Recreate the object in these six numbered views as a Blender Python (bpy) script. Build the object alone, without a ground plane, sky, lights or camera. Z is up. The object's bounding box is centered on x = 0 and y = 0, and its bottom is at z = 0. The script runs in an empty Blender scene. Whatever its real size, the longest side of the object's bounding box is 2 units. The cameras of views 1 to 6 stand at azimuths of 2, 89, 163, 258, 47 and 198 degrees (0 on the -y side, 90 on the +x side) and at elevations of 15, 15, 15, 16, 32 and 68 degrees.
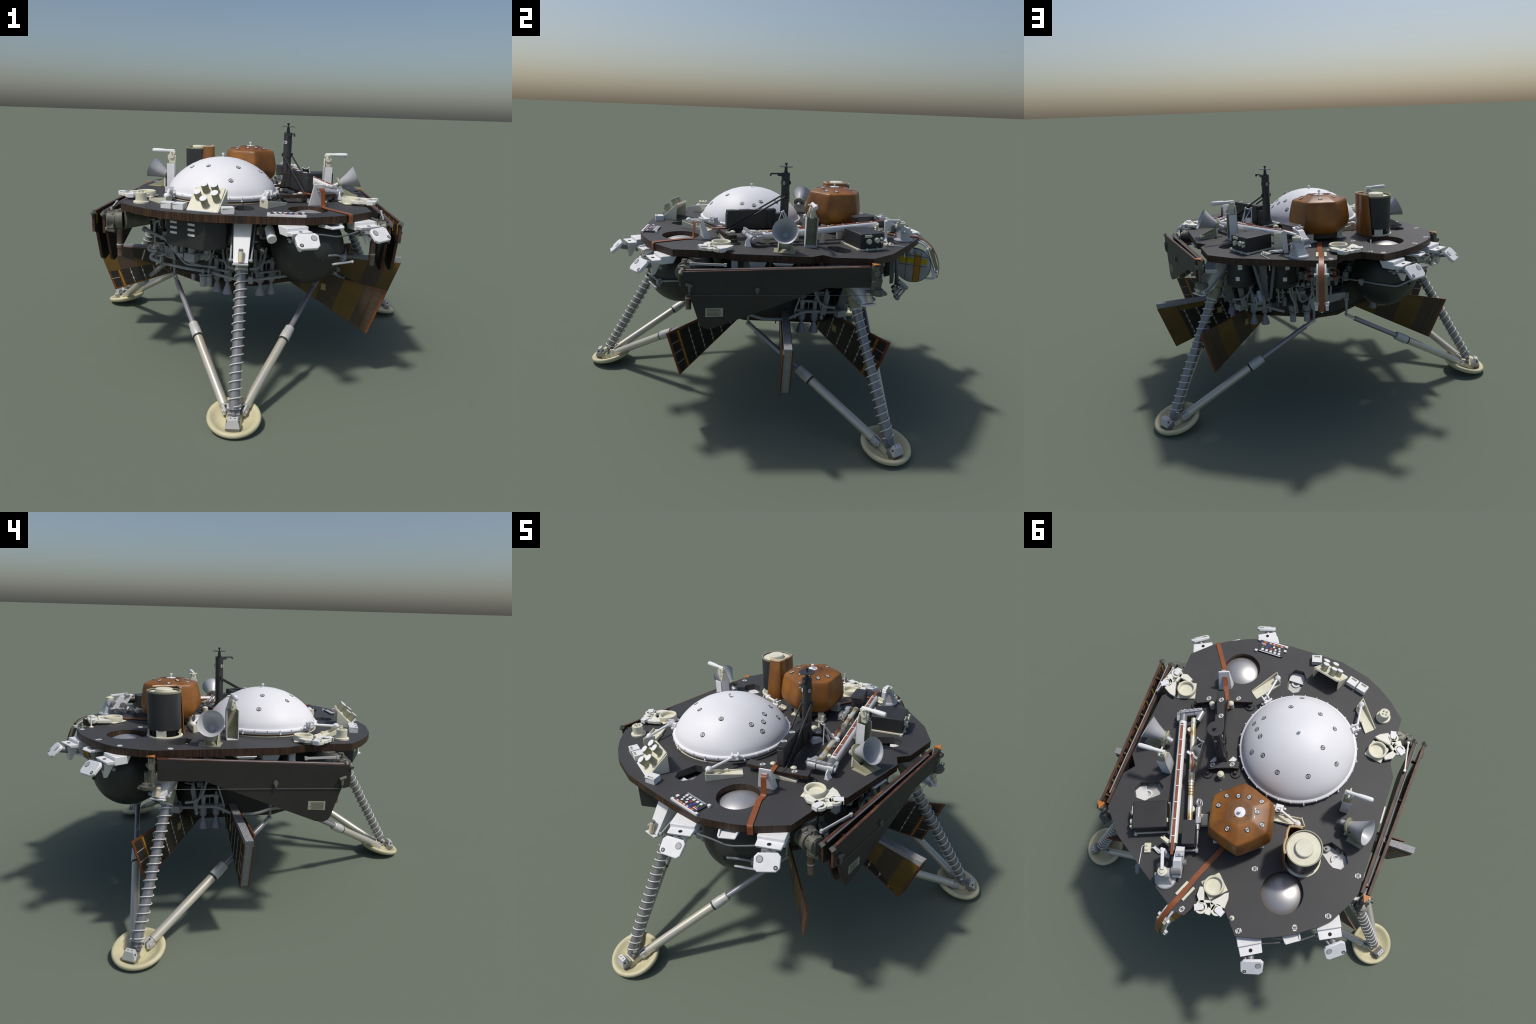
"""Three-legged space lander, built part by part.  Metres, z up."""
import math, random
import bpy, bmesh
from mathutils import Vector, Matrix

random.seed(7)
V = Vector
AXIS = V((0, 0.0985, 0))          # the vertical symmetry axis of the body and legs
DECK = 0.857                      # deck top
DECK_LOW = 0.823
BODY_LOW = 0.452

# ----------------------------------------------------------------------------
# materials
# ----------------------------------------------------------------------------
def mat(name, color, rough=0.5, metal=0.0, second=None, scale=20.0, stretch=(1, 1, 1), lo=0.35, hi=0.65,
        bump=0.0, bump_scale=80.0, coat=0.0, third=None, detail=4.0):
    m = bpy.data.materials.new(name)
    m.use_nodes = True
    nt = m.node_tree
    b = nt.nodes["Principled BSDF"]
    b.inputs["Roughness"].default_value = rough
    b.inputs["Metallic"].default_value = metal
    b.inputs["Coat Weight"].default_value = coat
    b.inputs["Base Color"].default_value = (*color, 1)
    tc = nt.nodes.new("ShaderNodeTexCoord")
    if second:
        mp = nt.nodes.new("ShaderNodeMapping")
        mp.inputs["Scale"].default_value = stretch
        nz = nt.nodes.new("ShaderNodeTexNoise")
        nz.inputs["Scale"].default_value = scale
        nz.inputs["Detail"].default_value = detail
        rp = nt.nodes.new("ShaderNodeValToRGB")
        rp.color_ramp.elements[0].position = lo
        rp.color_ramp.elements[0].color = (*color, 1)
        rp.color_ramp.elements[1].position = hi
        rp.color_ramp.elements[1].color = (*second, 1)
        if third:
            e = rp.color_ramp.elements.new(min(0.98, hi + 0.14))
            e.color = (*third, 1)
        nt.links.new(tc.outputs["Object"], mp.inputs["Vector"])
        nt.links.new(mp.outputs["Vector"], nz.inputs["Vector"])
        nt.links.new(nz.outputs["Fac"], rp.inputs["Fac"])
        nt.links.new(rp.outputs["Color"], b.inputs["Base Color"])
    if bump:
        n2 = nt.nodes.new("ShaderNodeTexNoise")
        n2.inputs["Scale"].default_value = bump_scale
        bp = nt.nodes.new("ShaderNodeBump")
        bp.inputs["Strength"].default_value = bump
        bp.inputs["Distance"].default_value = 0.004
        nt.links.new(tc.outputs["Object"], n2.inputs["Vector"])
        nt.links.new(n2.outputs["Fac"], bp.inputs["Height"])
        nt.links.new(bp.outputs["Normal"], b.inputs["Normal"])
    return m

DECK_BLACK = mat("deck_black", (0.040, 0.040, 0.042), 0.6, second=(0.046, 0.045, 0.046), scale=6)
EDGE_BROWN = mat("laminated_brown_edge", (0.014, 0.007, 0.004), 0.55, second=(0.060, 0.024, 0.008),
                 third=(0.13, 0.055, 0.013), scale=9, stretch=(14, 14, 0.8), lo=0.38, hi=0.62)
RIM_BROWN = mat("panel_rim_brown", (0.040, 0.016, 0.010), 0.55, second=(0.105, 0.040, 0.020),
                third=(0.20, 0.08, 0.02), scale=16, lo=0.35, hi=0.62)
DOME_WHITE = mat("dome_white", (0.78, 0.78, 0.80), 0.52, second=(0.74, 0.74, 0.765), scale=5)
WHITE = mat("white_paint", (0.80, 0.80, 0.805), 0.5, second=(0.74, 0.745, 0.75), scale=30)  # this and both creams below lightened towards the sun's overexposed whites
CREAM = mat("cream_paint", (0.73, 0.71, 0.57), 0.55, second=(0.67, 0.645, 0.50), scale=25)
CREAM_WHITE = mat("cream_white", (0.79, 0.78, 0.69), 0.55, second=(0.74, 0.725, 0.62), scale=25)
OLIVE = mat("olive_primer", (0.34, 0.335, 0.23), 0.55, second=(0.28, 0.275, 0.18), scale=30)
PAD = mat("foot_pad_cream", (0.60, 0.56, 0.36), 0.5, second=(0.52, 0.48, 0.30), scale=14, bump=0.1, bump_scale=60)
STEEL = mat("polished_steel", (0.56, 0.565, 0.58), 0.33, 0.45)
DARK_STEEL = mat("dark_steel", (0.27, 0.268, 0.265), 0.28, 0.45)
FORK = mat("fork_grey", (0.24, 0.24, 0.25), 0.45, 0.35)
CHROME = mat("silver_cap", (0.52, 0.515, 0.51), 0.42, 0.7)
TUBE = mat("anodised_tube", (0.60, 0.57, 0.52), 0.33, 0.45, second=(0.66, 0.62, 0.50), scale=8)
COLLAR = mat("collar_grey", (0.55, 0.55, 0.53), 0.45, 0.15)
PISTON = mat("piston_violet_grey", (0.34, 0.33, 0.36), 0.35, 0.5)
SPRING = mat("spring_white", (0.66, 0.66, 0.66), 0.4)
PIPE = mat("pipe_grey", (0.33, 0.345, 0.35), 0.5, second=(0.28, 0.29, 0.30), scale=40)
DARK_PIPE = mat("dark_pipe_grey", (0.13, 0.135, 0.14), 0.5)
NOZZLE = mat("nozzle_slate", (0.29, 0.29, 0.34), 0.5, second=(0.25, 0.25, 0.30), scale=30)
TANK = mat("tank_charcoal", (0.030, 0.031, 0.029), 0.42, second=(0.036, 0.037, 0.035), scale=7)
BLACK = mat("black_paint", (0.022, 0.022, 0.023), 0.5, second=(0.030, 0.030, 0.030), scale=10)
SATIN = mat("satin_black", (0.035, 0.035, 0.037), 0.42)
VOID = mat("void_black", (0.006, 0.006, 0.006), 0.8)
KAPTON = mat("kapton_amber", (0.17, 0.062, 0.010), 0.44, second=(0.33, 0.125, 0.016), third=(0.42, 0.18, 0.03),
             scale=7, lo=0.35, hi=0.62, coat=0.05)
KAPTON_WRAP = mat("kapton_wrap", (0.24, 0.085, 0.014), 0.35, second=(0.34, 0.14, 0.03), scale=9, coat=0.15)
KAPTON_PALE = mat("kapton_wrap_rim", (0.50, 0.33, 0.18), 0.45)
KAPTON_DARK = mat("kapton_ring", (0.09, 0.038, 0.008), 0.5, second=(0.16, 0.07, 0.012), scale=14)
RIBBON = mat("ribbon_rust", (0.23, 0.065, 0.020), 0.4, second=(0.28, 0.085, 0.026), scale=12)
COPPER = mat("copper_tape", (0.30, 0.095, 0.04), 0.45, second=(0.22, 0.065, 0.03), scale=30)
PANEL = mat("array_panel_dark", (0.023, 0.021, 0.018), 0.55, second=(0.030, 0.027, 0.023), scale=5)
CELL = mat("solar_cell_black", (0.018, 0.016, 0.015), 0.35, second=(0.028, 0.023, 0.020), scale=12)
BACK_A = mat("blade_back_amber", (0.095, 0.058, 0.010), 0.42, second=(0.15, 0.085, 0.012), scale=9)
BACK_B = mat("blade_back_umber", (0.055, 0.036, 0.022), 0.5, second=(0.075, 0.05, 0.032), scale=30, stretch=(1, 1, 6))
FRAME = mat("blade_frame_orange", (0.20, 0.060, 0.016), 0.5, second=(0.13, 0.042, 0.012), scale=20)
GOLD = mat("gold_tape", (0.50, 0.31, 0.03), 0.4, second=(0.36, 0.19, 0.02), scale=60)
WIRE = mat("cell_wire", (0.52, 0.45, 0.38), 0.45)
STACK_GREY = mat("stack_edge_grey", (0.36, 0.36, 0.37), 0.5, second=(0.26, 0.26, 0.27), scale=60, stretch=(1, 1, 3))
RAIL_GREY = mat("rail_grey", (0.17, 0.175, 0.19), 0.45, 0.2)
GIMBAL = mat("gimbal_drab", (0.17, 0.165, 0.135), 0.42, 0.2, second=(0.12, 0.12, 0.10), scale=25)
GIMBAL_BROWN = mat("gimbal_brown", (0.15, 0.085, 0.06), 0.4, 0.2, second=(0.26, 0.19, 0.15), scale=18)
LABEL = mat("label_plate", (0.36, 0.345, 0.255), 0.5)
INK = mat("label_ink", (0.13, 0.12, 0.09), 0.6)
MARK_WHITE = mat("mark_white", (0.75, 0.74, 0.73), 0.5)
MARK_BLACK = mat("mark_black", (0.020, 0.020, 0.020), 0.5)
LENS = mat("lens_grey", (0.45, 0.455, 0.46), 0.3, 0.1)
ORANGE = mat("orange_tab", (0.50, 0.17, 0.03), 0.45)
TAPE_YELLOW = mat("tape_yellow", (0.62, 0.48, 0.01), 0.4, second=(0.50, 0.36, 0.01), scale=30)
TAPE_OCHRE = mat("tape_ochre", (0.48, 0.22, 0.01), 0.4, second=(0.40, 0.17, 0.01), scale=30)
FABRIC = mat("reel_fabric_grey", (0.42, 0.43, 0.43), 0.5, second=(0.34, 0.35, 0.35), scale=18, bump=0.15)
ARM_STAINED = mat("arm_stained", (0.70, 0.69, 0.64), 0.4, 0.3, second=(0.55, 0.48, 0.28), third=(0.20, 0.08, 0.04),
                  scale=16, lo=0.42, hi=0.56)
STEEL_HORN = mat("horn_grey", (0.50, 0.51, 0.53), 0.42, 0.15)
RED = mat("mark_red", (0.55, 0.05, 0.04), 0.5)
GREEN = mat("mark_green", (0.03, 0.22, 0.04), 0.5)
BLUE = mat("mark_blue", (0.03, 0.07, 0.38), 0.5)
BEIGE_CYL = mat("beige_cylinder", (0.66, 0.58, 0.40), 0.4, 0.2)

# ----------------------------------------------------------------------------
# mesh builder
# ----------------------------------------------------------------------------
def basis(z, x=None):
    z = V(z).normalized()
    x = V(x) if x else (V((0, 0, 1)) if abs(z.z) < 0.9 else V((1, 0, 0)))
    x = (x - z * x.dot(z)).normalized()
    y = z.cross(x)
    return Matrix((x, y, z)).transposed()

def rotz(deg):
    return Matrix.Rotation(math.radians(deg), 3, 'Z')

def about_axis(deg):
    return Matrix.Translation(AXIS) @ Matrix.Rotation(math.radians(deg), 4, 'Z') @ Matrix.Translation(-AXIS)

def fillet(pts, r=0.015, n=4):
    pts = [V(p) for p in pts]
    out = [pts[0]]
    for a, b, c in zip(pts, pts[1:], pts[2:]):
        d1, d2 = (a - b), (c - b)
        k = min(r, d1.length * 0.45, d2.length * 0.45)
        p, q = b + d1.normalized() * k, b + d2.normalized() * k
        for i in range(n + 1):
            t = i / n
            out.append(p * (1 - t) ** 2 + b * 2 * t * (1 - t) + q * t * t)
    out.append(pts[-1])
    return out

def ngon(n, r, rot=0.0, c=(0, 0)):
    return [(c[0] + r * math.cos(math.radians(rot) + 2 * math.pi * i / n),
             c[1] + r * math.sin(math.radians(rot) + 2 * math.pi * i / n)) for i in range(n)]

class Mesh:
    def __init__(self, m=None):
        self.v, self.f, self.mi, self.mats = [], [], [], []
        self.cur = 0
        if m:
            self.use(m)

    def use(self, m):
        if m not in self.mats:
            self.mats.append(m)
        self.cur = self.mats.index(m)
        return self

    def add(self, vs, fs):
        o = len(self.v)
        self.v += [tuple(p) for p in vs]
        for f in fs:
            self.f.append([i + o for i in f])
            self.mi.append(self.cur)
        return self

    def box(self, c, s, R=None):
        R = R or Matrix.Identity(3)
        c = V(c)
        vs = [c + R @ V((sx * s[0] / 2, sy * s[1] / 2, sz * s[2] / 2)) for sz in (-1, 1) for sy in (-1, 1) for sx in (-1, 1)]
        return self.add(vs, [(0, 2, 3, 1), (4, 5, 7, 6), (0, 1, 5, 4), (2, 6, 7, 3), (0, 4, 6, 2), (1, 3, 7, 5)])

    def bar(self, p, q, w, h, up=(0, 0, 1)):
        p, q = V(p), V(q)
        x = (q - p).normalized()
        z = (V(up) - x * V(up).dot(x)).normalized()
        R = Matrix((x, z.cross(x), z)).transposed()
        return self.box((p + q) / 2, ((q - p).length, w, h), R)

    def hull8(self, bottom, top):
        """Solid between two matching polygons."""
        n = len(bottom)
        fs = [tuple(reversed(range(n))), tuple(range(n, 2 * n))]
        fs += [(i, (i + 1) % n, n + (i + 1) % n, n + i) for i in range(n)]
        return self.add(list(bottom) + list(top), fs)

    def prism(self, pts, z0, z1, M=None):
        lo = [V((x, y, z0)) for x, y in pts]
        hi = [V((x, y, z1)) for x, y in pts]
        if M:
            lo, hi = [M @ p for p in lo], [M @ p for p in hi]
        return self.hull8(lo, hi)

    def slab(self, corners, t):
        """Plate from 3D corner points, thickness t behind its face."""
        c = [V(p) for p in corners]
        n = (c[1] - c[0]).cross(c[2] - c[0]).normalized()
        return self.hull8([p - n * t for p in c], c)

    def cyl(self, p0, p1, r0, r1=None, n=24, cap=True):
        p0, p1 = V(p0), V(p1)
        r1 = r0 if r1 is None else r1
        R = basis(p1 - p0)
        ring = [R @ V((math.cos(2 * math.pi * i / n), math.sin(2 * math.pi * i / n), 0)) for i in range(n)]
        vs = [p0 + d * r0 for d in ring] + [p1 + d * r1 for d in ring]
        fs = [(i, (i + 1) % n, n + (i + 1) % n, n + i) for i in range(n)]
        if cap:
            fs += [tuple(reversed(range(n))), tuple(range(n, 2 * n))]
        return self.add(vs, fs)

    def lathe(self, prof, c=(0, 0, 0), axis=(0, 0, 1), n=40, closed=False, a0=0.0, a1=360.0):
        R = basis(axis) if not isinstance(axis, Matrix) else axis
        c = V(c)
        full = abs(a1 - a0) > 359.9
        steps = n if full else n + 1
        vs, fs, k = [], [], len(prof)
        for i in range(steps):
            a = math.radians(a0 + (a1 - a0) * i / n)
            for r, z in prof:
                vs.append(c + R @ V((max(r, 1e-5) * math.cos(a), max(r, 1e-5) * math.sin(a), z)))
        last = k if closed else k - 1
        for i in range(n):
            j = (i + 1) % steps
            for q in range(last):
                w = (q + 1) % k
                fs.append((i * k + q, j * k + q, j * k + w, i * k + w))
        if not full and closed:
            fs += [tuple(range(k)), tuple(reversed(range(n * k, n * k + k)))]
        return self.add(vs, fs)

    def tube(self, path, r, n=10, cap=True):
        path = [V(p) for p in path]
        t = [(path[min(i + 1, len(path) - 1)] - path[max(i - 1, 0)]).normalized() for i in range(len(path))]
        R = basis(t[0])
        u = R.col[0].copy()
        vs, fs = [], []
        for p, d in zip(path, t):
            u = (u - d * u.dot(d)).normalized()
            w = d.cross(u)
            vs += [p + (u * math.cos(2 * math.pi * i / n) + w * math.sin(2 * math.pi * i / n)) * r for i in range(n)]
        for k in range(len(path) - 1):
            fs += [(k * n + i, k * n + (i + 1) % n, (k + 1) * n + (i + 1) % n, (k + 1) * n + i) for i in range(n)]
        if cap:
            e = (len(path) - 1) * n
            fs += [tuple(reversed(range(n))), tuple(range(e, e + n))]
        return self.add(vs, fs)

    def pipe(self, pts, r, n=10, bend=0.02):
        return self.tube(fillet(pts, bend), r, n)

    def ribbon(self, path, widths, t, side):
        """Flat strap along a path; side = across direction."""
        path = [V(p) for p in path]
        vs, fs = [], []
        for i, p in enumerate(path):
            d = (path[min(i + 1, len(path) - 1)] - path[max(i - 1, 0)]).normalized()
            s = V(side(i) if callable(side) else side)
            s = (s - d * s.dot(d)).normalized()
            n = d.cross(s)
            w = widths if isinstance(widths, float) else widths[i]
            vs += [p - s * w / 2 - n * t / 2, p + s * w / 2 - n * t / 2, p + s * w / 2 + n * t / 2, p - s * w / 2 + n * t / 2]
        for k in range(len(path) - 1):
            a, b = 4 * k, 4 * k + 4
            fs += [(a + i, a + (i + 1) % 4, b + (i + 1) % 4, b + i) for i in range(4)]
        e = 4 * (len(path) - 1)
        fs += [(3, 2, 1, 0), (e, e + 1, e + 2, e + 3)]
        return self.add(vs, fs)

    def ball(self, c, r, n=24, s=(1, 1, 1), lo=-90, hi=90):
        k = max(6, n // 2)
        prof = [(r * math.cos(math.radians(lo + (hi - lo) * i / k)), r * math.sin(math.radians(lo + (hi - lo) * i / k))) for i in range(k + 1)]
        o = len(self.v)
        self.lathe(prof, (0, 0, 0), Matrix.Identity(3), n)
        for i in range(o, len(self.v)):
            x, y, z = self.v[i]
            self.v[i] = (c[0] + x * s[0], c[1] + y * s[1], c[2] + z * s[2])
        return self

    def xform(self, M, start=0):
        for i in range(start, len(self.v)):
            self.v[i] = tuple(M @ V(self.v[i]))
        return self

    def obj(self, name, parent, bevel=0.0, smooth=35, seg=2, normals=True):
        me = bpy.data.meshes.new(name)
        me.from_pydata(self.v, [], self.f)
        for m in self.mats:
            me.materials.append(m)
        for p, i in zip(me.polygons, self.mi):
            p.material_index = i
        bm = bmesh.new()
        bm.from_mesh(me)
        bmesh.ops.remove_doubles(bm, verts=bm.verts, dist=1e-6)
        if normals:
            bmesh.ops.recalc_face_normals(bm, faces=bm.faces)
        bm.to_mesh(me)
        bm.free()
        me.shade_smooth()
        me.set_sharp_from_angle(angle=math.radians(smooth))
        o = bpy.data.objects.new(name, me)
        bpy.context.scene.collection.objects.link(o)
        o.parent = parent
        if bevel:
            b = o.modifiers.new("round", 'BEVEL')
            b.width, b.segments, b.limit_method, b.angle_limit = bevel, seg, 'ANGLE', math.radians(50)
            b.harden_normals = False
        return o

def copy_tree(o, M, parent):
    """Repeat a part (sharing mesh data) with its sub-parts, moved by M."""
    c = o.copy()
    bpy.context.scene.collection.objects.link(c)
    c.parent = parent
    c.matrix_local = M @ o.matrix_local
    for k in list(o.children):
        d = k.copy()
        bpy.context.scene.collection.objects.link(d)
        d.parent = c
    return c

root = bpy.data.objects.new("planetary_lander", None)
bpy.context.scene.collection.objects.link(root)
root["label"] = "three-legged space lander with white dome and folded solar arrays"
root["category"] = "spacecraft"

def strew(n, r0, r1, seed):
    rng = random.Random(seed)
    return [(rng.uniform(r0, r1), rng.uniform(0, 360), rng) for _ in range(n)]

# ----------------------------------------------------------------------------
# deck plate with its cut-outs
# ----------------------------------------------------------------------------
CUT = [(.048, -.473), (.022, -.516), (-.024, -.518), (-.051, -.480), (-.038, -.393), (-.010, -.376), (.030, -.393)]
HOLES = (((.292, -.425), .094), ((-.300, .618), .097))

def turn2(p, deg):
    q = about_axis(deg) @ V((p[0], p[1], 0))
    return q.x, q.y

def build_deck():
    outline = [(-.048, -.648), (.116, -.646), (.271, -.635), (.345, -.604), (.425, -.562), (.496, -.512), (.586, -.418),
               (.584, -.285), (.592, -.175), (.628, -.128), (.631, .224), (.590, .278), (.628, .330), (.624, .512),
               (.522, .622), (.335, .738), (.150, .845), (.104, .861), (.080, .858), (.048, .800), (.030, .776),
               (-.085, .778), (-.166, .865), (-.270, .838), (-.355, .800), (-.430, .756), (-.498, .707), (-.552, .656),
               (-.600, .570), (-.628, .503), (-.630, -.095), (-.598, -.160), (-.588, -.300), (-.586, -.420),
               (-.508, -.500), (-.432, -.557), (-.355, -.600), (-.200, -.645)]
    loops = [outline] + [[turn2(p, a) for p in CUT] for a in (0, 120, 240)] + [ngon(64, r, 0, c) for c, r in HOLES]
    cu = bpy.data.curves.new("deck_outline", 'CURVE')
    cu.dimensions, cu.fill_mode = '2D', 'BOTH'
    cu.extrude = (DECK - DECK_LOW) / 2
    for lp in loops:
        s = cu.splines.new('POLY')
        s.points.add(len(lp) - 1)
        for pt, (x, y) in zip(s.points, lp):
            pt.co = (x, y, 0, 1)
        s.use_cyclic_u = True
    tmp = bpy.data.objects.new("deck_curve", cu)
    bpy.context.scene.collection.objects.link(tmp)
    dg = bpy.context.evaluated_depsgraph_get()
    me = bpy.data.meshes.new_from_object(tmp.evaluated_get(dg))
    bpy.data.objects.remove(tmp)
    bpy.data.curves.remove(cu)
    me.name = "deck"
    me.transform(Matrix.Translation((0, 0, (DECK + DECK_LOW) / 2)))
    me.materials.clear()
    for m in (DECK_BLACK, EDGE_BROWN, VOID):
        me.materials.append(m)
    bm = bmesh.new()
    bm.from_mesh(me)
    bmesh.ops.remove_doubles(bm, verts=bm.verts, dist=1e-5)
    bmesh.ops.recalc_face_normals(bm, faces=bm.faces)
    bm.to_mesh(me)
    bm.free()
    for p in me.polygons:
        in_cut = any((V((p.center.x, p.center.y)) - V(turn2((0, -.448), a))).length < .078 for a in (0, 120, 240))
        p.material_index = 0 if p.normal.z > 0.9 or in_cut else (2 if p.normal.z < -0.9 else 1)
    me.shade_smooth()
    me.set_sharp_from_angle(angle=math.radians(28))
    o = bpy.data.objects.new("deck", me)
    bpy.context.scene.collection.objects.link(o)
    o.parent = root
    return o

deck = build_deck()

# target marks: a broken white ring, on a black disc where the ground is pale
def mark_mesh(r, disc):
    m = Mesh()
    z = 0.0006
    if disc:
        m.use(MARK_BLACK).cyl((0, 0, -.002), (0, 0, z), r, n=28)
        z += 0.0005
    k = 0.78 if disc else 1.0
    m.use(MARK_WHITE)
    for a in (0, 180):
        m.lathe([(r * k * .62, -.0005), (r * k, -.0005), (r * k, z), (r * k * .62, z)], n=8, closed=True, a0=a - 42, a1=a + 42)
    for s in (-1, 1):
        m.box((s * r * k * .30, 0, z / 2), (r * k * .16, r * k * 1.5, z + .001))
        m.box((0, s * r * k * .70, z / 2), (r * k * .75, r * k * .2, z + .001))
    return m

def put_marks(places, r, disc, parent):
    first = None
    for p, n, spin in places:
        R = basis(n, (math.cos(spin), math.sin(spin), 0.001)).to_4x4()
        M = Matrix.Translation(V(p)) @ R
        if first is None:
            first = mark_mesh(r, disc).obj("target_mark", parent)
            o = first
        else:
            o = first.copy()
            bpy.context.scene.collection.objects.link(o)
            o.parent = parent
        o.matrix_local = M

put_marks([((x, y, DECK + .0006), (0, 0, 1), a) for x, y, a in
           ((-.145, .557, .4), (-.603, .429, .3), (.099, .836, 1.2), (-.173, .839, .6), (-.403, .744, 1.9), (-.528, .646, .2))],
          .014, False, deck)

# ----------------------------------------------------------------------------
# white dome with skirt, latches and marks
# ----------------------------------------------------------------------------
DC = V((-.1395, -.078, 0))
DOME = [(.0001, 1.0590), (.04, 1.0572), (.08, 1.0505), (.12, 1.0385), (.16, 1.0200), (.19, 1.0015), (.215, .9825), (.235, .9640),
        (.25, .9480), (.262, .9325), (.270, .9200), (.2755, .909), (.2785, .899), (.2805, .893), (.290, .8905), (.2925, .887), (.2925, .8805), (.286, .879)]
def dome_z(r):
    for (a, za), (b, zb) in zip(DOME, DOME[1:]):
        if a <= r <= b:
            return za + (zb - za) * (r - a) / (b - a), V((za - zb, 0, b - a)).normalized()
d = Mesh(DOME_WHITE).lathe([(r, z) for r, z in DOME], DC, Matrix.Identity(3), 96)
d.lathe([(.286, .879), (.288, .874), (.284, .868), (.270, .868)], DC, Matrix.Identity(3), 96)
dome = d.obj("dome_cover", root, smooth=50)
pin = Mesh(DOME_WHITE).lathe([(.0135, 1.0562), (.009, 1.0575), (.0035, 1.059), (.0032, 1.070), (.0075, 1.072), (.0075, 1.079), (.0001, 1.080)], DC, Matrix.Identity(3), 20)
pin.obj("lifting_pin", dome)
k = Mesh(KAPTON_DARK).lathe([(.283, .869), (.281, .862), (.272, .858)], DC, Matrix.Identity(3), 96)
k.use(CREAM).lathe([(.288, .8572), (.288, .8595), (.268, .8595), (.268, .8572)], DC, Matrix.Identity(3), 96, closed=True)
k.obj("dome_skirt", dome)
b = Mesh(DOME_WHITE)
for i in range(30):
    a = 2 * math.pi * i / 30 + .1
    c = DC + V((math.cos(a) * .2935, math.sin(a) * .2935, .884))
    b.cyl(c - V((0, 0, .004)), c + V((0, 0, .0075)), .0026, n=8)
    if i % 3 == 0:
        c2 = DC + V((math.cos(a) * .296, math.sin(a) * .296, .872))
        b.ball(c2, .005, 10)
b.obj("rim_bolts", dome)
pl = []
for x, y in ((-.079, -.305), (-.051, -.211), (-.198, -.220), (-.286, -.174), (-.264, -.050), (-.348, -.016), (-.242, .094),
             (-.099, .122), (-.007, .066), (.054, .055), (.038, -.020), (.069, -.057), (.098, -.093), (.057, -.123)):
    r = math.hypot(x - DC.x, y - DC.y)
    z, n = dome_z(r)
    a = math.atan2(y - DC.y, x - DC.x)
    n = rotz(math.degrees(a)) @ n
    pl.append(((x, y, z + .0008), n, a + 1.57))
put_marks(pl, .0118, True, dome)

def latch(clip, socket, tray, flip):
    """Rim clip, push rod with ball socket, and the wedge tray under it."""
    clip, socket = V(clip), V(socket)
    out = (clip - V((DC.x, DC.y, clip.z))).normalized()
    side = V((0, 0, 1)).cross(out)
    m = Mesh(WHITE)
    R = Matrix((out, side, V((0, 0, 1)))).transposed()
    m.box(clip - out * .016 + V((0, 0, -.014)), (.016, .036, .022), R)
    m.box(clip + side * .013, (.030, .006, .024), R)
    m.box(clip - side * .013, (.030, .006, .024), R)
    m.box(clip + V((0, 0, -.012)), (.026, .024, .006), R)
    m.cyl(clip + side * .02, clip - side * .02, .0045, n=12)
    m.ball(clip - out * .012 + side * .026 + V((0, 0, -.016)), .007, 12)
    m.ball(clip - out * .012 - side * .026 + V((0, 0, -.016)), .007, 12)
    m.cyl(clip, socket, .006, n=14)
    dn = (socket - clip).normalized()
    m.cyl(socket - dn * .006, socket + dn * .006, .006, .016, n=20)
    m.ball(socket + dn * .006, .016, 20, (1, 1, .9))
    o = m.obj("dome_latch", root)
    t = Mesh(CREAM)
    a, bq, c, e = [V((x, y, 0)) for x, y in tray]
    z0, z1 = DECK, DECK + .003
    t.hull8([V((p.x, p.y, z0)) for p in (a, bq, c, e)], [V((p.x, p.y, z1)) for p in (a, bq, c, e)])
    for p, q, h1, h2 in ((a, e, .012, .036), (bq, c, .008, .018), (e, c, .040, .040)):
        n = (q - p).normalized().cross(V((0, 0, 1))) * .0018
        lo = [p - n, p + n, q + n, q - n]
        t.hull8([V((v.x, v.y, z0)) for v in lo],
                [V((lo[0].x, lo[0].y, z0 + h1)), V((lo[1].x, lo[1].y, z0 + h1)), V((lo[2].x, lo[2].y, z0 + h2)), V((lo[3].x, lo[3].y, z0 + h2))])
    mid = (bq + c) / 2
    t.box((mid.x, mid.y, DECK + .008), (.018, .012, .016), rotz(math.degrees(math.atan2((c - bq).y, (c - bq).x))))
    t.obj("latch_tray", o, .0008)

latch((.104, -.272, .908), (.088, -.405, .896), ((.195, -.308), (.155, -.276), (.067, -.393), (.104, -.445)), 1)
latch((-.384, -.270, .908), (-.369, -.405, .896), ((-.474, -.318), (-.433, -.277), (-.350, -.393), (-.368, -.448)), -1)
latch((-.158, .262, .906), (-.258, .297, .893), ((-.140, .315), (-.135, .275), (-.272, .262), (-.300, .300)), 1)

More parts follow.
